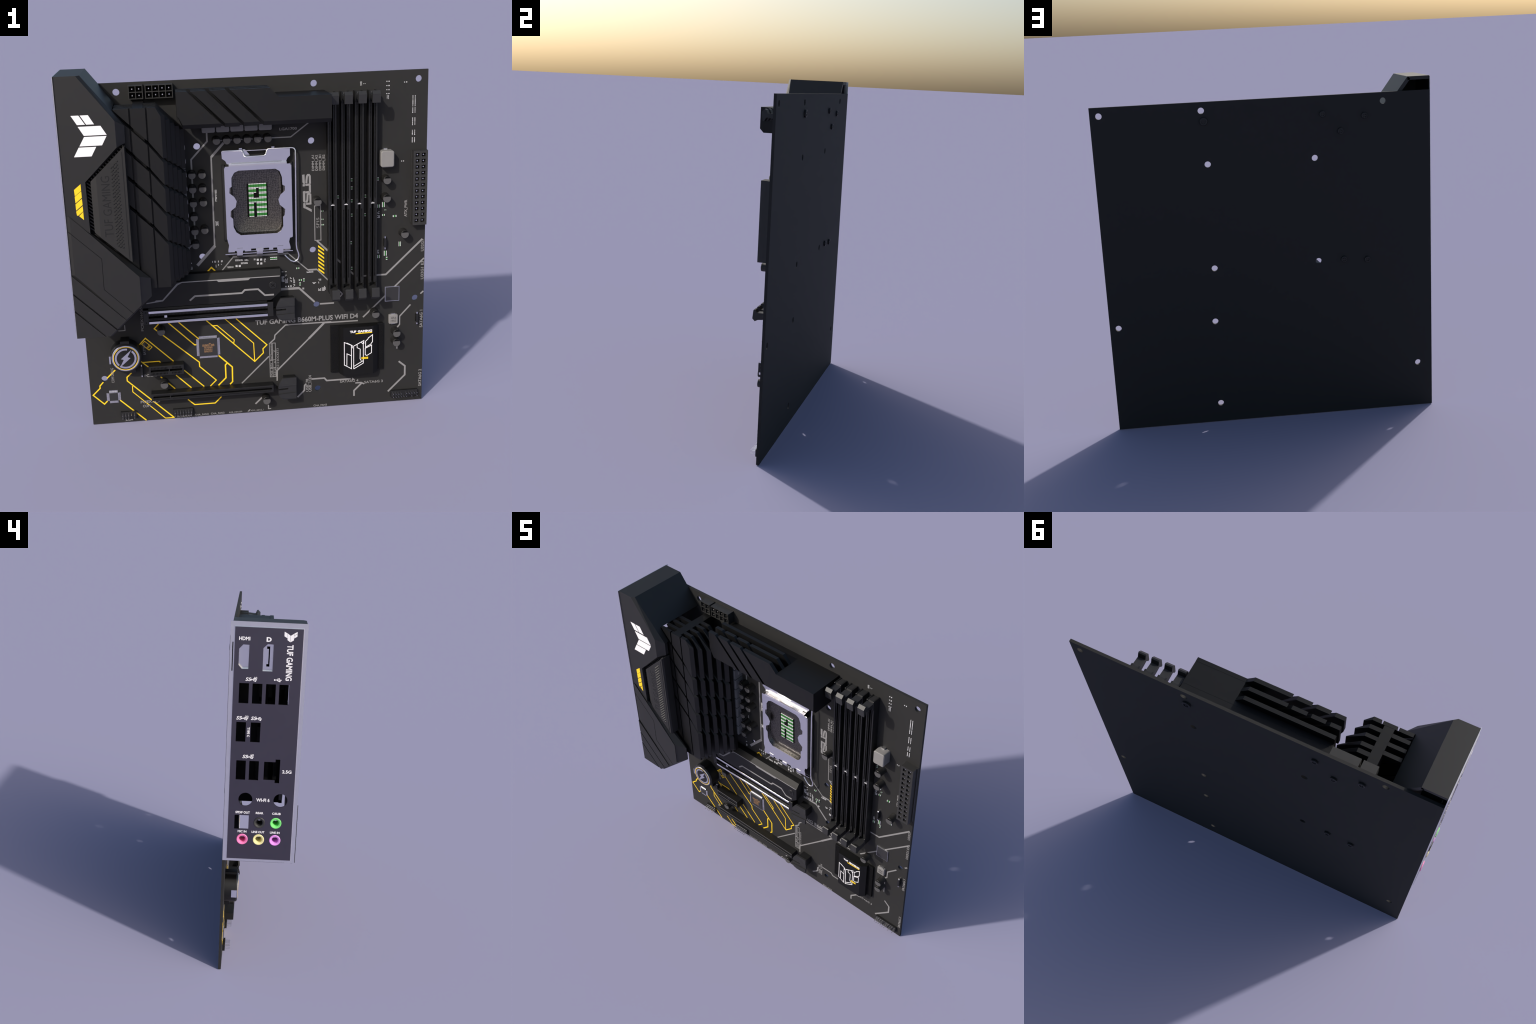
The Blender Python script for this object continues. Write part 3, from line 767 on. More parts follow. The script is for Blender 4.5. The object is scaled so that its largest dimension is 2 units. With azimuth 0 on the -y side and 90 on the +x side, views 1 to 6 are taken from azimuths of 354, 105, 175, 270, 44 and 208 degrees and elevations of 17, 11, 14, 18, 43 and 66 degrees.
up_latch = Build().along_x([(0.0, 1.824), (0.050, 1.8265), (0.053, 1.817), (0.104, 1.812), (0.114, 1.834), (0.1215, 1.8365), (0.1370, 1.8205), (0.131, 1.774), (0.122, 1.774), (0.110, 1.793), (0.050, 1.785), (0.0, 1.785)], -0.0212, 0.0212, LATCH).mesh("latch")
low_latch = Build().along_x([(0.0, 0.745), (0.050, 0.743), (0.112, 0.742), (0.121, 0.7580), (0.1285, 0.7590), (0.1325, 0.7550), (0.1370, 0.7080), (0.123, 0.694), (0.106, 0.703), (0.0, 0.716)], -0.0212, 0.0212, LATCH).mesh("latch")
key_mesh = Build().box(-0.0095, 0.0095, 1.2185, 1.2225, 0.020, 0.0505, PAD).mesh("slot_key")
for i in range(4):
    x = 0.4355 + 0.0736 * i
    s = place_object("memory_slot", slot_mesh, board, loc=(x, 0, 0))
    place_object("contact", contact_mesh, s, kind="stuff")
    place_object("slot_key", key_mesh, s)
    place_object("latch", up_latch, s)
    place_object("latch", low_latch, s)

# ------------------------------------------------------------------ power sockets
def power_socket(x0, x1, z0, z1, cols, rows, h, name, wall=0.0042):
    k = Build()
    k.box(x0, x1, z0, z1, 0.0, h - 0.024, PLUG)
    cx, cz = (x1 - x0 - wall) / cols, (z1 - z0 - wall) / rows
    for i in range(cols + 1):
        a = x0 + i * cx
        k.box(a, a + wall, z0, z1, h - 0.0245, h, PLUG)
    for j in range(rows + 1):
        a = z0 + j * cz
        k.box(x0 + 0.0005, x1 - 0.0005, a + 0.0003, a + wall - 0.0003, h - 0.0243, h - 0.0002, PLUG)
    for i in range(cols):
        for j in range(rows):
            u0, u1, v0, v1 = x0 + wall + i * cx, x0 + (i + 1) * cx, z0 + wall + j * cz, z0 + (j + 1) * cz
            k.box(u0 - 0.0005, u1 + 0.0005, v0 - 0.0005, v1 + 0.0005, h - 0.0242, h - 0.0236, SLOT_DEEP)
    s = k.obj(name, board)
    pin = Build().box(-0.0027, 0.0027, -0.0027, 0.0027, h - 0.024, h - 0.003, PIN).mesh("pin")
    for i in range(cols):
        for j in range(rows):
            place_object("pin", pin, s, loc=(x0 + wall / 2 + (i + 0.5) * cx, 0, z0 + wall / 2 + (j + 0.5) * cz))
    return s
power_socket(-0.6185, -0.544, 1.8385, 1.909, 2, 2, 0.048, "power_socket")
power_socket(-0.533, -0.391, 1.8385, 1.909, 4, 2, 0.048, "power_socket")
# main socket: thicker body with a tray of separate square wells
k = Build()
MX0, MX1, MZ0, MZ1, MH = 0.8815, 0.960, 1.0795, 1.4935, 0.046
wells = []
for j in range(12):
    for i in range(2):
        cx, cz = 0.9035 + 0.0335 * i, 1.105 + 0.0333 * j
        wells.append((cx, cz))
k.plate(rect(MX0, MX1, MZ0, MZ1), [[(cx - 0.0105, cz - 0.0100), (cx + 0.0105, cz - 0.0100), (cx + 0.0105, cz + 0.0100), (cx - 0.0105, cz + 0.0100)] for cx, cz in wells], 0.012, MH, PLUG)
k.box(MX0 + 0.0005, 0.9655, MZ0 + 0.0005, MZ1 - 0.0005, 0.0, 0.0125, PLUG)
for cx, cz in wells:
    k.box(cx - 0.0108, cx + 0.0108, cz - 0.0103, cz + 0.0103, 0.0124, 0.0132, SLOT_DEEP)
k.box(MX0 - 0.004, MX0 + 0.0002, MZ0 + 0.006, MZ1 - 0.004, 0.0, 0.008, PLUG)
s = k.obj("power_socket", board)
pin = Build().box(-0.0030, 0.0030, -0.0030, 0.0030, 0.013, 0.038, PIN).mesh("pin")
for cx, cz in wells:
    place_object("pin", pin, s, loc=(cx, 0, cz))

# ------------------------------------------------------------------ inductors and chips
ind = Build().round_box(0.7005, 0.7725, 1.4145, 1.503, 0.0, 0.057, INDUCTOR, 0.011, 0.004).obj("inductor", board, smooth=40)
Build().box(0.7225, 0.7435, 1.4100, 1.5110, 0.0, 0.016, PIN).obj("terminal", ind)
ind = Build().round_box(0.7615, 0.8135, 0.4935, 0.549, 0.0, 0.018, INDUCTOR, 0.006, 0.003).obj("inductor", board, smooth=40)
Build().box(0.775, 0.800, 0.490, 0.5535, 0.0, 0.010, PIN).obj("terminal", ind)
Build().text("4R6", 0.772, 0.524, 0.031, 0.013, 0.0180, INK, 0, 0.01).obj("printed_label", ind)
Build().text("1903", 0.772, 0.506, 0.031, 0.013, 0.0180, INK, 0, 0.01).obj("printed_label", ind)

chip = Build().box(0.7425, 0.8195, 0.632, 0.7135, 0.0, 0.0075, CHIP).obj("chip", board)
k = Build()
k.stroke(rect(0.7415, 0.8205, 0.631, 0.7145), 0.0034, 0.0, 0.0060, PIN, True)
k.obj("chip_contact_edge", chip)
def leads(k, x0, x1, z0, z1, side, n, w=0.015, hb=0.010):
    """Row of bent leads along one side of a chip."""
    for i in range(n):
        f0, f1 = (i + 0.10) / n, (i + 0.90) / n
        if side in "NS":
            a, b, e, d = x0 + (x1 - x0) * f0, x0 + (x1 - x0) * f1, (z1 if side == "N" else z0), (1 if side == "N" else -1)
            r = [(e - d * 0.002, hb * 0.62), (e + d * w * 0.42, hb * 0.62), (e + d * w * 0.58, 0.0022), (e + d * w, 0.0022), (e + d * w, 0.0004), (e + d * w * 0.48, 0.0004), (e + d * w * 0.34, hb * 0.42), (e - d * 0.002, hb * 0.42)]
            k.rings([[(a, z, h) for z, h in r], [(b, z, h) for z, h in r]], DULL)
        else:
            a, b, e, d = z0 + (z1 - z0) * f0, z0 + (z1 - z0) * f1, (x1 if side == "E" else x0), (1 if side == "E" else -1)
            r = [(e - d * 0.002, hb * 0.62), (e + d * w * 0.42, hb * 0.62), (e + d * w * 0.58, 0.0022), (e + d * w, 0.0022), (e + d * w, 0.0004), (e + d * w * 0.48, 0.0004), (e + d * w * 0.34, hb * 0.42), (e - d * 0.002, hb * 0.42)]
            k.rings([[(x, a, h) for x, h in r], [(x, b, h) for x, h in r]], DULL)
chip = Build().box(-0.328, -0.2245, 0.3755, 0.4800, 0.001, 0.0105, CHIP, 0.001).obj("chip", board)
k = Build()
for side in "NSEW":
    leads(k, -0.327, -0.2255, 0.3765, 0.479, side, 32)
k.obj("lead", chip, kind="stuff")
k = Build()
k.text("nuvoTon", -0.3085, 0.4345, 0.066, 0.0185, 0.0104, COPPER, 0, 0.03)
for j, (row, ln) in enumerate((("NCT6798D", 0.047), ("216A8100-1", 0.046), ("BBA4AUTCFC", 0.046))):
    k.text(row, -0.300, 0.4225 - 0.0118 * j, ln, 0.0088, 0.0104, COPPER, 0, 0.03)
k.obj("printed_label", chip)
chip = Build().box(-0.8505, -0.8025, 0.1415, 0.1885, 0.001, 0.0075, CHIP, 0.0008).obj("chip", board)
k = Build()
for side in "NSEW":
    leads(k, -0.8505, -0.8025, 0.1415, 0.1885, side, 12, 0.0155, 0.0075)
k.obj("lead", chip, kind="stuff")

# ------------------------------------------------------------------ expansion slots
def rail_slot(x0, x1, z0, z1, h, gap, breaks, name, teeth):
    zc = (z0 + z1) / 2
    k = Build()
    k.box(x0, x1, z0, z1, 0.0, 0.014, SLOT)
    k.box(x0, x1, z0, zc - gap, 0.0138, h, SLOT, 0.001)
    k.box(x0, x1, zc + gap, z1, 0.0138, h, SLOT, 0.001)
    edges = [x0] + breaks + [x1]
    for e in edges:
        w = 0.010 if e in (x0, x1) else 0.0055
        a, b = (e, e + w) if e == x0 else (e - w, e) if e == x1 else (e - w / 2, e + w / 2)
        k.box(a, b, zc - gap - 0.0002, zc + gap + 0.0002, 0.0139, h - 0.0004, SLOT)
    k.box(x0 + 0.001, x1 - 0.001, zc - gap + 0.0001, zc + gap - 0.0001, 0.0139, 0.0145, SLOT_DEEP)
    s = k.obj(name, board)
    tt = Build()
    x = x0 + 0.014
    while x < x1 - 0.014:
        if all(abs(x - e) > 0.008 for e in breaks):
            for a, b in ((zc - gap - teeth - 0.003, zc - gap - 0.003), (zc + gap + 0.003, zc + gap + 0.003 + teeth)):
                tt.box(x, x + 0.0042, a, b, h - 0.001, h + 0.0003, SLOT_DEEP)
        x += 0.0077
    tt.obj("contact", s, kind="stuff")
    return s
rail_slot(-0.6165, -0.4205, 0.297, 0.354, 0.057, 0.0068, [-0.5025], "expansion_slot", 0.0115)
rail_slot(-0.6125, 0.0830, 0.142, 0.184, 0.055, 0.0055, [-0.5055], "expansion_slot", 0.0045)

k = Build()                                                       # armoured long slot
k.box(-0.6255, 0.0950, 0.606, 0.6895, 0.0, 0.024, SLOT)
k.box(-0.6255, -0.5965, 0.606, 0.6895, 0.0235, 0.0535, SLOT, 0.001)
k.box(0.0640, 0.0950, 0.606, 0.6895, 0.0235, 0.0535, SLOT, 0.001)
for z0, z1 in ((0.6255, 0.6385), (0.6515, 0.6645)):
    k.box(-0.5966, 0.0641, z0, z1, 0.0237, 0.0490, SLOT, 0.0008)
k.box(-0.5960, 0.0640, 0.6392, 0.6508, 0.0236, 0.0246, SLOT_DEEP)
for z in (0.6165, 0.6755):
    k.cylinder(-0.6105, z, 0.0032, 0.0533, 0.0538, SLOT_DEEP, 12)
arm = k.obj("expansion_slot", board)
for z0, z1, zo in ((0.6075, 0.6220, 0.6065), (0.6675, 0.6825, 0.6835)):
    m = Build().box(-0.5955, 0.0632, z0, z1, 0.0, 0.0555, SILVER, 0.0012)
    m.obj("metal_rail", arm)
Build().box(-0.5105, -0.4955, 0.6385, 0.6515, 0.0245, 0.0480, SILVER).obj("slot_key", arm)
tt = Build()
x = -0.588
while x < 0.058:
    for a, b in ((0.6300, 0.6365), (0.6535, 0.6600)):
        tt.box(x, x + 0.0040, a, b, 0.0480, 0.0494, SLOT_DEEP)
    x += 0.0077
tt.obj("contact", arm, kind="stuff")
def slot_latch(parent, zc):
    """Floating paddle: two raised wings, a sunken middle with a slot for the card's hook, and a stem."""
    k = Build()
    def pad(corners, mat=LATCH, thick=0.012):
        k.rings([[(x, zc + z, h - thick) for x, z, h in corners], [(x, zc + z, h) for x, z, h in corners]], mat)
    pad([(0.108, 0.0170, 0.0755), (0.2140, 0.0170, 0.0630), (0.2140, 0.0640, 0.0630), (0.1360, 0.0655, 0.0670), (0.1180, 0.0420, 0.0730)])
    pad([(0.108, -0.0280, 0.0765), (0.1200, -0.0500, 0.0755), (0.1400, -0.0655, 0.0700), (0.2120, -0.0655, 0.0645), (0.2130, -0.0290, 0.0630)])
    pad([(0.1650, -0.0292, 0.0640), (0.2135, -0.0292, 0.0580), (0.2135, 0.0172, 0.0580), (0.1650, 0.0172, 0.0640)])
    pad([(0.1090, 0.0030, 0.0700), (0.1652, 0.0030, 0.0640), (0.1652, 0.0172, 0.0640), (0.1090, 0.0172, 0.0700)])
    pad([(0.1090, -0.0292, 0.0700), (0.1652, -0.0292, 0.0640), (0.1652, -0.0060, 0.0640), (0.1090, -0.0060, 0.0700)])
    k.box(0.098, 0.167, zc - 0.0066, zc + 0.0036, 0.030, 0.0500, SLOT_DEEP)
    k.box(0.145, 0.2115, zc - 0.006, zc + 0.0560, 0.0, 0.0530, SLOT)
    k.obj("latch", parent)
slot_latch(arm, 0.6455)
slot_latch([o for o in bpy.data.objects if o.name == "expansion_slot.001"][0], 0.1620)

# ------------------------------------------------------------------ drive-slot cover
k = Build()
body = [(-0.63, 0.706), (0.083, 0.706), (0.139, 0.754), (0.139, 0.845), (-0.63, 0.845)]
k.prism(body, 0.0, 0.0630, GUARD)
k.along_x([(0.0, 0.8449), (0.0628, 0.8449), (0.0385, 0.8770), (0.0, 0.8770)], -0.63, 0.1400, GUARD)
guard = k.obj("drive_cover", board)
k = Build()
k.prism([(-0.603, 0.730), (-0.512, 0.740), (-0.427, 0.827), (-0.402, 0.8395), (-0.402, 0.8445), (-0.432, 0.836), (-0.515, 0.7475), (-0.550, 0.7475), (-0.557, 0.742), (-0.603, 0.7355)], 0.0625, 0.0640, SILK)
k.prism([(-0.402, 0.8390), (-0.214, 0.8390), (-0.204, 0.8300), (-0.040, 0.8300), (-0.029, 0.8395), (0.1345, 0.8395), (0.1345, 0.8445), (-0.402, 0.8445)], 0.0625, 0.0641, SILK)
k.obj("grey_stripe", guard)
Build().stroke([(-0.366, 0.7335), (-0.337, 0.7575), (-0.078, 0.7575), (-0.062, 0.7740), (0.012, 0.7740), (0.049, 0.7360), (0.099, 0.7360)], 0.0095, 0.0625, 0.0640, SILK).obj("grey_stripe", guard)
k = Build().cylinder(0.0945, 0.7905, 0.0215, 0.0620, 0.0655, SLOT, 32, 0.0015)
k.stroke([(0.0845, 0.8000), (0.1045, 0.7810)], 0.0030, 0.0650, 0.0658, SLOT_DEEP).stroke([(0.0855, 0.7815), (0.1035, 0.7995)], 0.0030, 0.0650, 0.0660, SLOT_DEEP)
k.obj("screw", guard, smooth=40)

# ------------------------------------------------------------------ chipset heatsink
k = Build()
k.rings([[(0.473, 0.2140, 0.0), (0.692, 0.2140, 0.0), (0.692, 0.5045, 0.0), (0.473, 0.5045, 0.0)], [(0.473, 0.2140, 0.030), (0.692, 0.2140, 0.030), (0.692, 0.5045, 0.030), (0.473, 0.5045, 0.030)],
         [(0.4885, 0.2125, 0.055), (0.6610, 0.2125, 0.055), (0.6610, 0.5045, 0.055), (0.4885, 0.5045, 0.055)]], HUB)
k.box(0.424, 0.4735, 0.218, 0.5045, 0.0, 0.013, HUB).box(0.6915, 0.729, 0.218, 0.5040, 0.0, 0.013, HUB)
hub = k.obj("chipset_heatsink", board)
nub = Build()
for x0, x1 in ((0.427, 0.470), (0.695, 0.727)):
    x = x0
    while x < x1:
        z = 0.222
        while z < 0.500:
            nub.box(x, x + 0.0030, z, z + 0.0030, 0.0128, 0.0150, HUB)
            z += 0.0062
        x += 0.0062
nub.obj("grip_stud", hub, kind="stuff")
H = 0.0550
k = Build()
k.text("TUF", 0.527, 0.4715, 0.036, 0.0125, H, WHITE, 0, 0.05)
k.text("GAMING", 0.5715, 0.4715, 0.083, 0.0125, H, WHITE, 0, 0.05)
k.obj("printed_label", hub)
Build().prism([(0.558, 0.4625), (0.6545, 0.4645), (0.6545, 0.4695), (0.5615, 0.4675)], H - 0.0004, H + 0.0014, YELLOW).obj("yellow_underline", hub)
lines = [([(0.494, 0.4165), (0.494, 0.277), (0.535, 0.2515), (0.535, 0.396)], True), ([(0.508, 0.272), (0.509, 0.346), (0.535, 0.332)], False), ([(0.508, 0.413), (0.540, 0.394), (0.540, 0.378)], False),
         ([(0.548, 0.249), (0.548, 0.390), (0.607, 0.420), (0.607, 0.401)], False), ([(0.548, 0.249), (0.604, 0.281), (0.604, 0.412)], False), ([(0.548, 0.264), (0.604, 0.297)], False),
         ([(0.568, 0.398), (0.568, 0.379), (0.586, 0.369), (0.585, 0.310), (0.592, 0.297)], False),
         ([(0.617, 0.415), (0.630, 0.427), (0.633, 0.434), (0.657, 0.452), (0.657, 0.409), (0.651, 0.402), (0.647, 0.395), (0.617, 0.378)], True),
         ([(0.615, 0.372), (0.652, 0.389), (0.651, 0.342), (0.625, 0.327), (0.615, 0.332)], True), ([(0.592, 0.411), (0.600, 0.401), (0.606, 0.401)], False)]
k = Build()
for i, (pts, closed) in enumerate(lines):
    k.stroke(pts, 0.0038, H - 0.0005, H + 0.0007 + i * 0.00006, WHITE, closed)
k.obj("white_emblem", hub)
for i in range(5):
    Build().box(0.5935 + 0.0079 * i, 0.5997 + 0.0079 * i, 0.3065, 0.3185, H - 0.0004, H + 0.0016, YELLOW).obj("yellow_emblem_bar", hub)

# ------------------------------------------------------------------ coin battery in its holder
BCX, BCZ = -0.738, 0.4245
k = Build()
k.revolve(BCX, BCZ, [(0.0, 0.0), (0.088, 0.0), (0.088, 0.066), (0.0815, 0.0735), (0.0775, 0.0735), (0.0775, 0.030), (0.0, 0.030)], SLOT, 56)
k.round_box(-0.763, -0.7135, 0.500, 0.523, 0.0, 0.070, SLOT, 0.004)
k.box(-0.760, -0.690, 0.315, 0.345, 0.0, 0.030, SLOT)
holder = k.obj("battery_holder", board, smooth=35)
Build().box(-0.8290, -0.8200, 0.395, 0.440, 0.040, 0.072, SILVER).obj("battery_notch_plate", holder)  # silver plate added where a notch would show the battery
k = Build()
k.cylinder(BCX, BCZ, 0.0765, 0.030, 0.0770, SILVER, 64, 0.002)
k.revolve(BCX, BCZ, [(0.0655, 0.0765), (0.0690, 0.0765), (0.0690, 0.0777), (0.0655, 0.0777)], YELLOW, 64)
k.cylinder(BCX, BCZ, 0.0656, 0.0765, 0.0775, SLOT, 64)
for a0, a1 in ((78, 225), (-128, 48)):
    k.arc(BCX, BCZ, 0.0490, 0.0595, a0, a1, 0.0770, 0.0782, SILVER)
k.prism([(-0.703, 0.475), (-0.764, 0.423), (-0.749, 0.4175), (-0.773, 0.373), (-0.711, 0.4255), (-0.727, 0.4325)], 0.0770, 0.0783, SILVER)
k.obj("coin_battery", holder, smooth=35)

# ------------------------------------------------------------------ processor socket
window = [(-0.070, 1.4385), (0.128, 1.4385), (0.150, 1.425), (0.162, 1.392), (0.1635, 1.350), (0.177, 1.342), (0.176, 1.316), (0.152, 1.296), (0.140, 1.270), (0.147, 1.240),
          (0.176, 1.214), (0.172, 1.181), (0.163, 1.172), (0.163, 1.120), (0.150, 1.095), (0.130, 1.083), (-0.069, 1.083), (-0.093, 1.100), (-0.107, 1.130), (-0.108, 1.176),
          (-0.121, 1.190), (-0.119, 1.220), (-0.092, 1.241), (-0.085, 1.272), (-0.098, 1.298), (-0.122, 1.318), (-0.120, 1.347), (-0.109, 1.353), (-0.108, 1.402), (-0.093, 1.428)]
plate_o = [(-0.141, 1.463), (0.210, 1.463), (0.213, 1.056), (0.198, 1.052), (0.193, 1.030), (0.200, 1.000), (0.200, 0.992), (-0.141, 0.992), (-0.141, 1.003), (-0.136, 1.030), (-0.143, 1.056)]
k = Build().plate(plate_o, [window], 0.0440, 0.0475, SILVER)
k.along_x([(0.0445, 1.4620), (0.0475, 1.4620), (0.0470, 1.4700), (0.0310, 1.4745), (0.0300, 1.4710), (0.0445, 1.4660)], -0.120, 0.190, SILVER)
for x, s in ((-0.141, -1), (0.2105, 1)):
    lo, hi = sorted((x, x + s * 0.004))
    k.prism([(lo, 1.062), (hi, 1.062), (hi, 1.455), (lo, 1.455)], 0.006, 0.0452, SILVER)
lid = k.obj("processor_socket", board)
inner = [(-0.072 + 0.006, 1.425), (0.122, 1.425)] 
k = Build()
r0 = [(x, z, 0.0437) for x, z in window]
cx, cz = 0.030, 1.2625
def toward(p, f):
    return (cx + (p[0] - cx) * f, cz + (p[1] - cz) * f)
oval = [(-0.070, 1.4385), (0.128, 1.4385), (0.150, 1.425), (0.163, 1.392), (0.1635, 1.350), (0.1635, 1.342), (0.1635, 1.316), (0.1635, 1.296), (0.1635, 1.270), (0.1635, 1.240),
        (0.1635, 1.214), (0.1635, 1.181), (0.163, 1.172), (0.163, 1.120), (0.150, 1.095), (0.130, 1.083), (-0.069, 1.083), (-0.093, 1.100), (-0.108, 1.130), (-0.108, 1.176),
        (-0.108, 1.190), (-0.108, 1.220), (-0.108, 1.241), (-0.108, 1.272), (-0.108, 1.298), (-0.108, 1.318), (-0.108, 1.347), (-0.108, 1.353), (-0.108, 1.402), (-0.093, 1.428)]
big = offset_polygon(oval, -0.016)
k.rings([[(x, z, 0.002) for x, z in big], [(x, z, 0.0300) for x, z in big], [(x, z, 0.0430) for x, z in big], [(*toward(p, 1.03), 0.0420) for p in oval], [(*toward(p, 0.995), 0.0300) for p in oval], [(*toward(p, 0.965), 0.0200) for p in oval], [(*toward(p, 0.92), 0.0170) for p in oval]], SOCKET)
well = rect(-0.026, 0.087, 1.173, 1.360)
k.prism(well, 0.0160, 0.0178, SLOT_DEEP)
k.obj("contact_bed", lid, smooth=40)
k = Build()
for side in (rect(-0.157, -0.1395, 1.045, 1.466), rect(0.2090, 0.2255, 1.045, 1.466)):
    k.prism(side, 0.0, 0.0100, SLOT, 0.002)
k.obj("socket_body", lid)
part = Build().box(-0.0062, 0.0062, -0.0080, 0.0080, 0.0176, 0.0210, GREEN)
part.box(-0.0062, 0.0062, 0.0080, 0.0118, 0.0176, 0.0213, PAD).box(-0.0062, 0.0062, -0.0118, -0.0080, 0.0176, 0.0213, PAD)
part = part.mesh("chip_capacitor")
GAPS = {(3, 1), (3, 2), (2, 2), (2, 5), (2, 6), (2, 4)}
for j in range(7):
    for i in range(7):
        if (i, j) not in GAPS:
            place_object("chip_capacitor", part, lid, loc=(-0.0105 + 0.0139 * i, 0, 1.3465 - 0.0265 * j))
# hinged top bracket, bottom hooks, load lever
k = Build()
k.prism([(-0.155, 1.540), (-0.058, 1.540), (-0.045, 1.540), (-0.034, 1.512), (-0.028, 1.5045), (0.074, 1.5045), (0.081, 1.512), (0.088, 1.540), (0.211, 1.540), (0.211, 1.502), (0.197, 1.490), (0.189, 1.472), (-0.128, 1.472), (-0.136, 1.490), (-0.153, 1.503)], 0.0240, 0.0275, SILVER)
k.prism([(-0.040, 1.545), (-0.028, 1.545), (0.004, 1.5055), (-0.030, 1.5055)], 0.0100, 0.0135, SILVER)
k.along_x([(0.0273, 1.480), (0.0300, 1.4755), (0.0345, 1.4740), (0.0345, 1.4720), (0.0240, 1.4715)], -0.105, 0.165, SILVER)
for x in (-0.053, 0.120):
    k.box(x - 0.0085, x + 0.0085, 1.5385, 1.5560, 0.0180, 0.0300, SILVER, 0.001)
k.prism([(-0.155, 1.538), (0.2115, 1.538), (0.2115, 1.5415), (-0.155, 1.5415)], 0.004, 0.0265, DULL)
k.obj("top_bracket", lid)
k = Build()
k.along_x([(0.0440, 0.9985), (0.0475, 0.9985), (0.0470, 0.990), (0.0360, 0.9785), (0.0310, 0.9745), (0.0290, 0.9780), (0.0335, 0.9815), (0.0440, 0.9925)], -0.141, 0.200, SILVER)
k.box(-0.157, 0.2145, 0.9715, 0.9755, 0.020, 0.0310, SILVER)
for x0, x1 in ((-0.094, -0.063), (0.129, 0.160)):
    k.along_x([(0.0470, 1.012), (0.0500, 1.010), (0.0490, 0.985), (0.0400, 0.967), (0.0300, 0.955), (0.0100, 0.9510), (0.0100, 0.9545), (0.0280, 0.959), (0.0370, 0.970), (0.0460, 0.988)], x0, x1, SILVER)
k.along_x([(0.0478, 1.006), (0.0515, 1.004), (0.0500, 0.985), (0.0440, 0.972), (0.0260, 0.9510), (0.0240, 0.9550), (0.0410, 0.975), (0.0470, 0.988)], 0.014, 0.047, DULL)
for x0, x1, z0 in ((-0.106, -0.096, 0.985), (-0.061, -0.051, 0.985), (-0.017, 0.010, 0.993), (0.051, 0.082, 0.993), (0.104, 0.126, 0.991)):
    k.box(x0, x1, z0, z0 + 0.0105, 0.0470, 0.0480, SLOT_DEEP)
k.obj("bottom_hook", lid)
lever = [(-0.150, 1.5435, 0.028), (-0.048, 1.5445, 0.028), (-0.040, 1.535, 0.028), (-0.033, 1.514, 0.028), (-0.024, 1.5085, 0.028), (0.072, 1.5085, 0.028), (0.082, 1.515, 0.028), (0.087, 1.536, 0.028), (0.096, 1.5445, 0.028),
         (0.222, 1.5445, 0.028), (0.234, 1.541, 0.030), (0.239, 1.530, 0.032), (0.2385, 1.480, 0.036), (0.2355, 1.200, 0.036), (0.2335, 1.010, 0.034), (0.236, 0.985, 0.034), (0.245, 0.958, 0.032), (0.2475, 0.942, 0.031), (0.243, 0.924, 0.030),
         (0.232, 0.912, 0.029), (0.219, 0.9090, 0.028), (0.203, 0.915, 0.027), (0.187, 0.930, 0.026), (0.170, 0.949, 0.024)]
Build().tube(lever, 0.0046, SILVER).obj("load_lever", lid, smooth=60)

# ------------------------------------------------------------------ pin headers
def header(x0, z0, cols, missing, dx=0.0156, dz=0.0180):
    k = Build()
    k.box(x0 - dx * 0.62, x0 + dx * (cols - 0.38), z0 - dz * 0.6, z0 + dz * 1.6, 0.0, 0.014, SLOT)
    s = k.obj("pin_header", board)
    pin = bpy.data.meshes.get("header_pin") or Build().box(-0.0015, 0.0015, -0.0015, 0.0015, 0.012, 0.0430, PIN).mesh("header_pin")
    for i in range(cols):
        for j in range(2):
            if (i, j) not in missing:
                place_object("header_pin", pin, s, loc=(x0 + dx * i, 0, z0 + dz * j))
header(0.787, 0.0430, 10, {(4, 1), (6, 0), (8, 0)})
header(-0.4865, 0.0320, 7, set())
header(-0.783, 0.0400, 5, {(3, 0)}, dx=0.0166)

# ------------------------------------------------------------------ little surface parts
def smd(x, z, w, hgt, turned=False, n=1):
    """Green chip part with tinned ends."""
    k = Build()
    e = w * 0.24
    if turned:
        k.box(-hgt / 2, hgt / 2, -w / 2 + e, w / 2 - e, 0, 0.0045, GREEN)
        k.box(-hgt / 2, hgt / 2, -w / 2, -w / 2 + e, 0, 0.005, PAD).box(-hgt / 2, hgt / 2, w / 2 - e, w / 2, 0, 0.005, PAD)
    else:
        k.box(-w / 2 + e, w / 2 - e, -hgt / 2, hgt / 2, 0, 0.0045, GREEN)
        k.box(-w / 2, -w / 2 + e, -hgt / 2, hgt / 2, 0, 0.005, PAD).box(w / 2 - e, w / 2, -hgt / 2, hgt / 2, 0, 0.005, PAD)
    me = k.mesh("chip_resistor")
    for j in range(n):
        place_object("chip_resistor", me, board, loc=(x, 0, z - j * hgt * 1.08))
for x, z in ((0.550, 1.300), (0.550, 1.228), (0.550, 1.147), (0.626, 1.250), (0.624, 1.145), (0.549, 0.840), (0.474, 1.254), (0.277, 0.789), (0.255, 0.767), (0.546, 0.989), (0.696, 1.342), (0.748, 0.885), (0.550, 1.345)):
    smd(x, z, 0.0165, 0.0080, True)
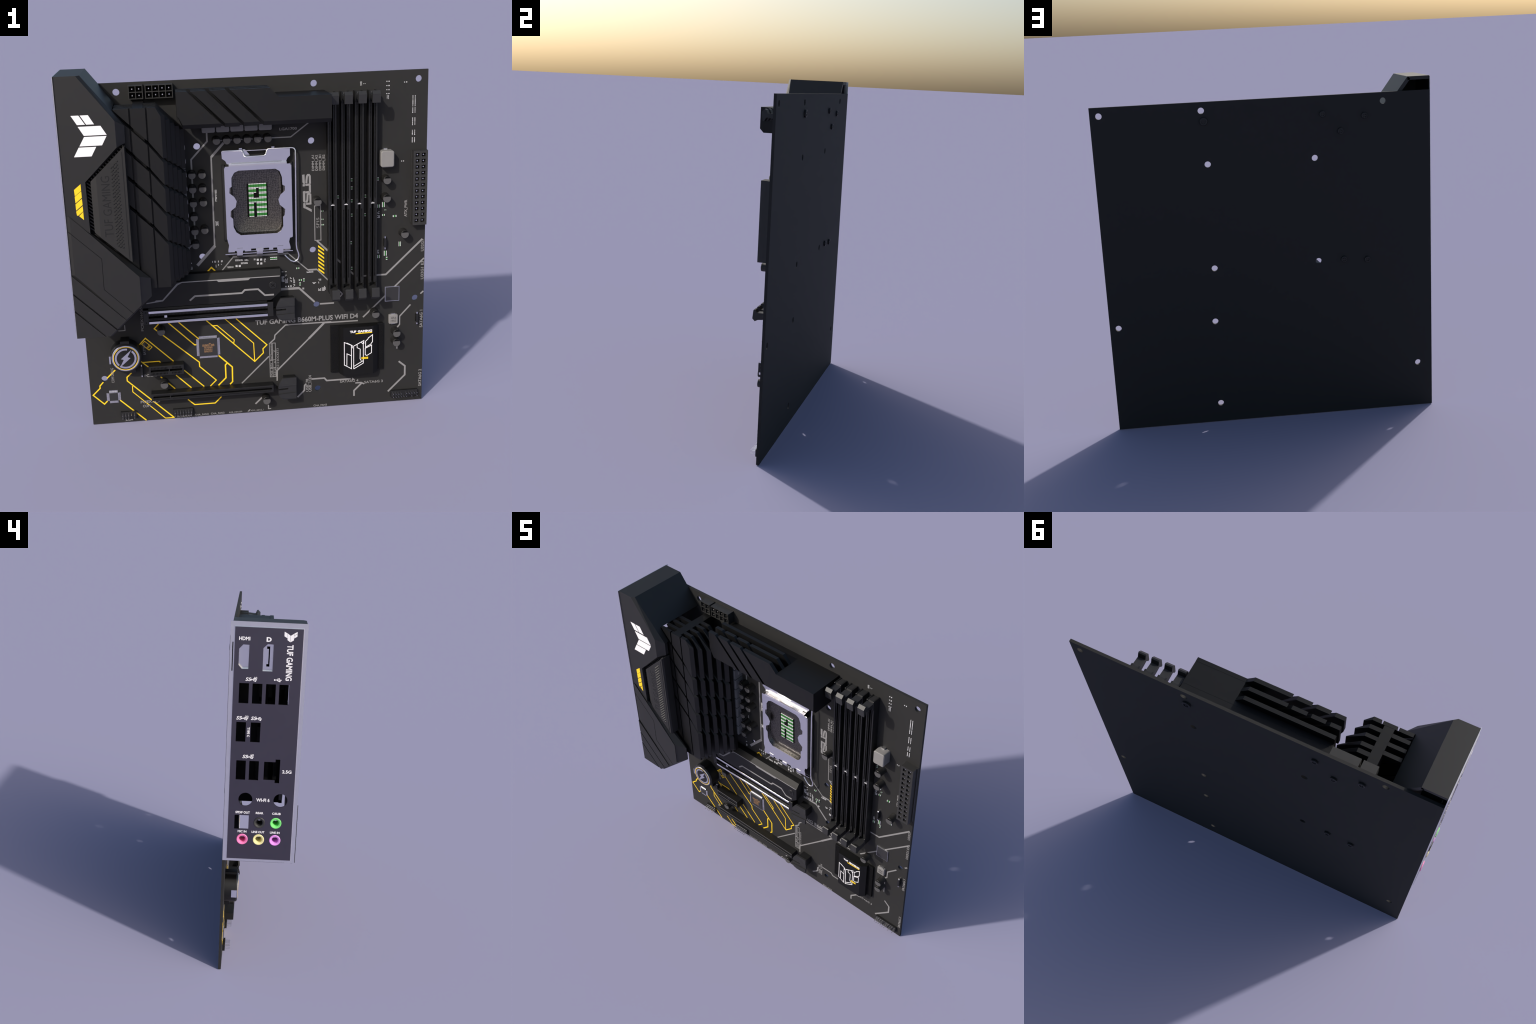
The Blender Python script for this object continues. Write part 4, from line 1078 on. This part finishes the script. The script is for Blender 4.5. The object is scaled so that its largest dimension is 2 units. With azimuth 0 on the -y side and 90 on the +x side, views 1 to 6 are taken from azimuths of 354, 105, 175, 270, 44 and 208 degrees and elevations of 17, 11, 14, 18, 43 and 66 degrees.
for x, z, w, g, n in ((0.727, 1.205, 0.014, 0.0085, 3), (0.700, 1.194, 0.013, 0.0085, 2), (0.728, 1.137, 0.0145, 0.0085, 1), (0.791, 1.127, 0.020, 0.0100, 1), (0.822, 0.974, 0.012, 0.0060, 4),
                      (0.740, 0.925, 0.0155, 0.0090, 3), (0.701, 0.903, 0.013, 0.0085, 2), (0.244, 0.860, 0.016, 0.0080, 1), (0.257, 0.790, 0.016, 0.0080, 1),
                      (0.387, 1.180, 0.011, 0.0055, 1), (0.387, 1.133, 0.010, 0.0050, 1), (0.388, 1.102, 0.012, 0.0065, 1), (0.738, 1.165, 0.009, 0.0035, 1)):
    smd(x, z, w, g, False, n)
for i in range(4):
    smd(0.0955 + 0.0100 * i, 0.9268, 0.0145, 0.0085, True)
dots = Build()
def cluster(x, z, nx, nz, dx=0.0055, dz=0.0055, size=0.0030, keep=1.0):
    for i in range(nx):
        for j in range(nz):
            if rnd.random() <= keep:
                sx, sz = size * rnd.uniform(0.8, 1.25), size * rnd.uniform(0.8, 1.25)
                px, pz = x + i * dx, z - j * dz
                dots.box(px - sx / 2, px + sx / 2, pz - sz / 2, pz + sz / 2, 0, 0.003, PAD)
# right-hand columns
for z, n in ((1.784, 10), (1.719, 5), (1.665, 7), (1.599, 5), (1.559, 5)):
    cluster(0.884, z, 2, n, 0.0125, 0.0060, 0.0036)
for z in (1.866, 1.8435, 1.822, 1.8015):
    cluster(0.7415, z, 2, 1, 0.0115, 0.006, 0.0048)
cluster(0.7435, 1.7920, 2, 4, 0.0075, 0.0058, 0.0030)
cluster(0.837, 1.858, 2, 1, 0.0115, 0.006, 0.0050); cluster(0.599, 1.869, 2, 4, 0.0060, 0.0055, 0.0030); cluster(0.616, 1.859, 2, 1, 0.008, 0.006, 0.0028)
cluster(0.827, 1.4335, 2, 1, 0.0105, 0.006, 0.0045)
# around the processor socket and the drive slot
for x, z, nx, nz in ((-0.228, 0.931, 1, 2), (-0.217, 0.931, 2, 2), (-0.196, 0.931, 1, 2), (-0.179, 0.931, 2, 2), (-0.210, 0.908, 1, 4), (-0.196, 0.911, 1, 2), (-0.180, 0.911, 1, 2), (-0.149, 0.8935, 7, 2), (-0.101, 0.9310, 8, 2), (-0.049, 0.930, 4, 2),
                     (-0.070, 0.912, 7, 2), (0.002, 0.930, 2, 2), (0.058, 0.926, 2, 5), (-0.1955, 1.330, 2, 12), (-0.1990, 1.155, 3, 5), (-0.349, 0.962, 2, 1), (-0.349, 0.928, 2, 1), (-0.348, 0.905, 2, 3),
                     (0.155, 0.8445, 2, 1), (0.173, 0.8440, 2, 1), (0.173, 0.824, 2, 2), (0.154, 0.815, 3, 6), (0.173, 0.801, 3, 5), (0.201, 0.808, 2, 2), (0.201, 0.789, 2, 2), (0.219, 0.804, 2, 6), (0.201, 0.760, 2, 2), (0.219, 0.766, 2, 3),
                     (0.296, 0.8365, 7, 2), (0.327, 0.769, 4, 2), (0.361, 0.771, 1, 2), (0.270, 0.741, 2, 2), (0.362, 0.787, 3, 2), (0.360, 0.731, 3, 3), (0.380, 0.735, 3, 4), (0.393, 0.742, 2, 4), (0.697, 1.158, 2, 3), (0.695, 1.135, 3, 3), (0.697, 0.935, 2, 4), (0.627, 1.795, 1, 2)):
    cluster(x, z, nx, nz, keep=0.88)
for x, z in ((0.022, 0.9235), (0.041, 0.9235), (0.022, 0.9025), (0.041, 0.9015), (-0.0965, 0.8950), (-0.0795, 0.8945)):
    cluster(x - 0.003, z + 0.003, 2, 2, 0.0058, 0.0060, 0.0048)
cluster(0.175, 0.757, 2, 1, 0.0150, 0.006, 0.0060)
dots.obj("solder_pad", pcb, kind="stuff")
# upright crystals: dark body, bright ends
crystal = Build().round_box(-0.0060, 0.0060, -0.0260, 0.0260, 0, 0.022, SLOT, 0.0055)
crystal = crystal.mesh("crystal")
ends = Build().box(-0.0035, 0.0035, 0.0255, 0.0375, 0, 0.018, SILVER, 0.001).box(-0.0035, 0.0035, -0.0375, -0.0255, 0, 0.018, SILVER, 0.001).mesh("terminal")
for x, z in ((0.735, 0.980), (0.925, 0.519), (-0.6575, 0.317)):
    c = place_object("crystal", crystal, board, loc=(x, 0, z))
    place_object("terminal", ends, c)

# ------------------------------------------------------------------ screws on the back
for x, z, r in ((0.339, 1.8135, 0.0225), (-0.333, 1.817, 0.0180), (-0.573, 1.7965, 0.0180), (-0.434, 1.716, 0.0180), (-0.432, 0.963, 0.0180), (-0.571, 0.952, 0.0180)):
    k = Build(back)
    k.revolve(x, z, [(0.0, -0.0005), (r, -0.0005), (r, 0.0100), (r - 0.002, 0.0120), (r * 0.62, 0.0120), (r * 0.60, 0.0070), (0.0, 0.0070)], SLOT, 32)
    k.box(x - r * 0.60, x + r * 0.60, z - 0.0022, z + 0.0022, 0.0065, 0.0105, SLOT).box(x - 0.0022, x + 0.0022, z - r * 0.60, z + r * 0.60, 0.0065, 0.0103, SLOT)
    k.obj("screw", board, smooth=40)
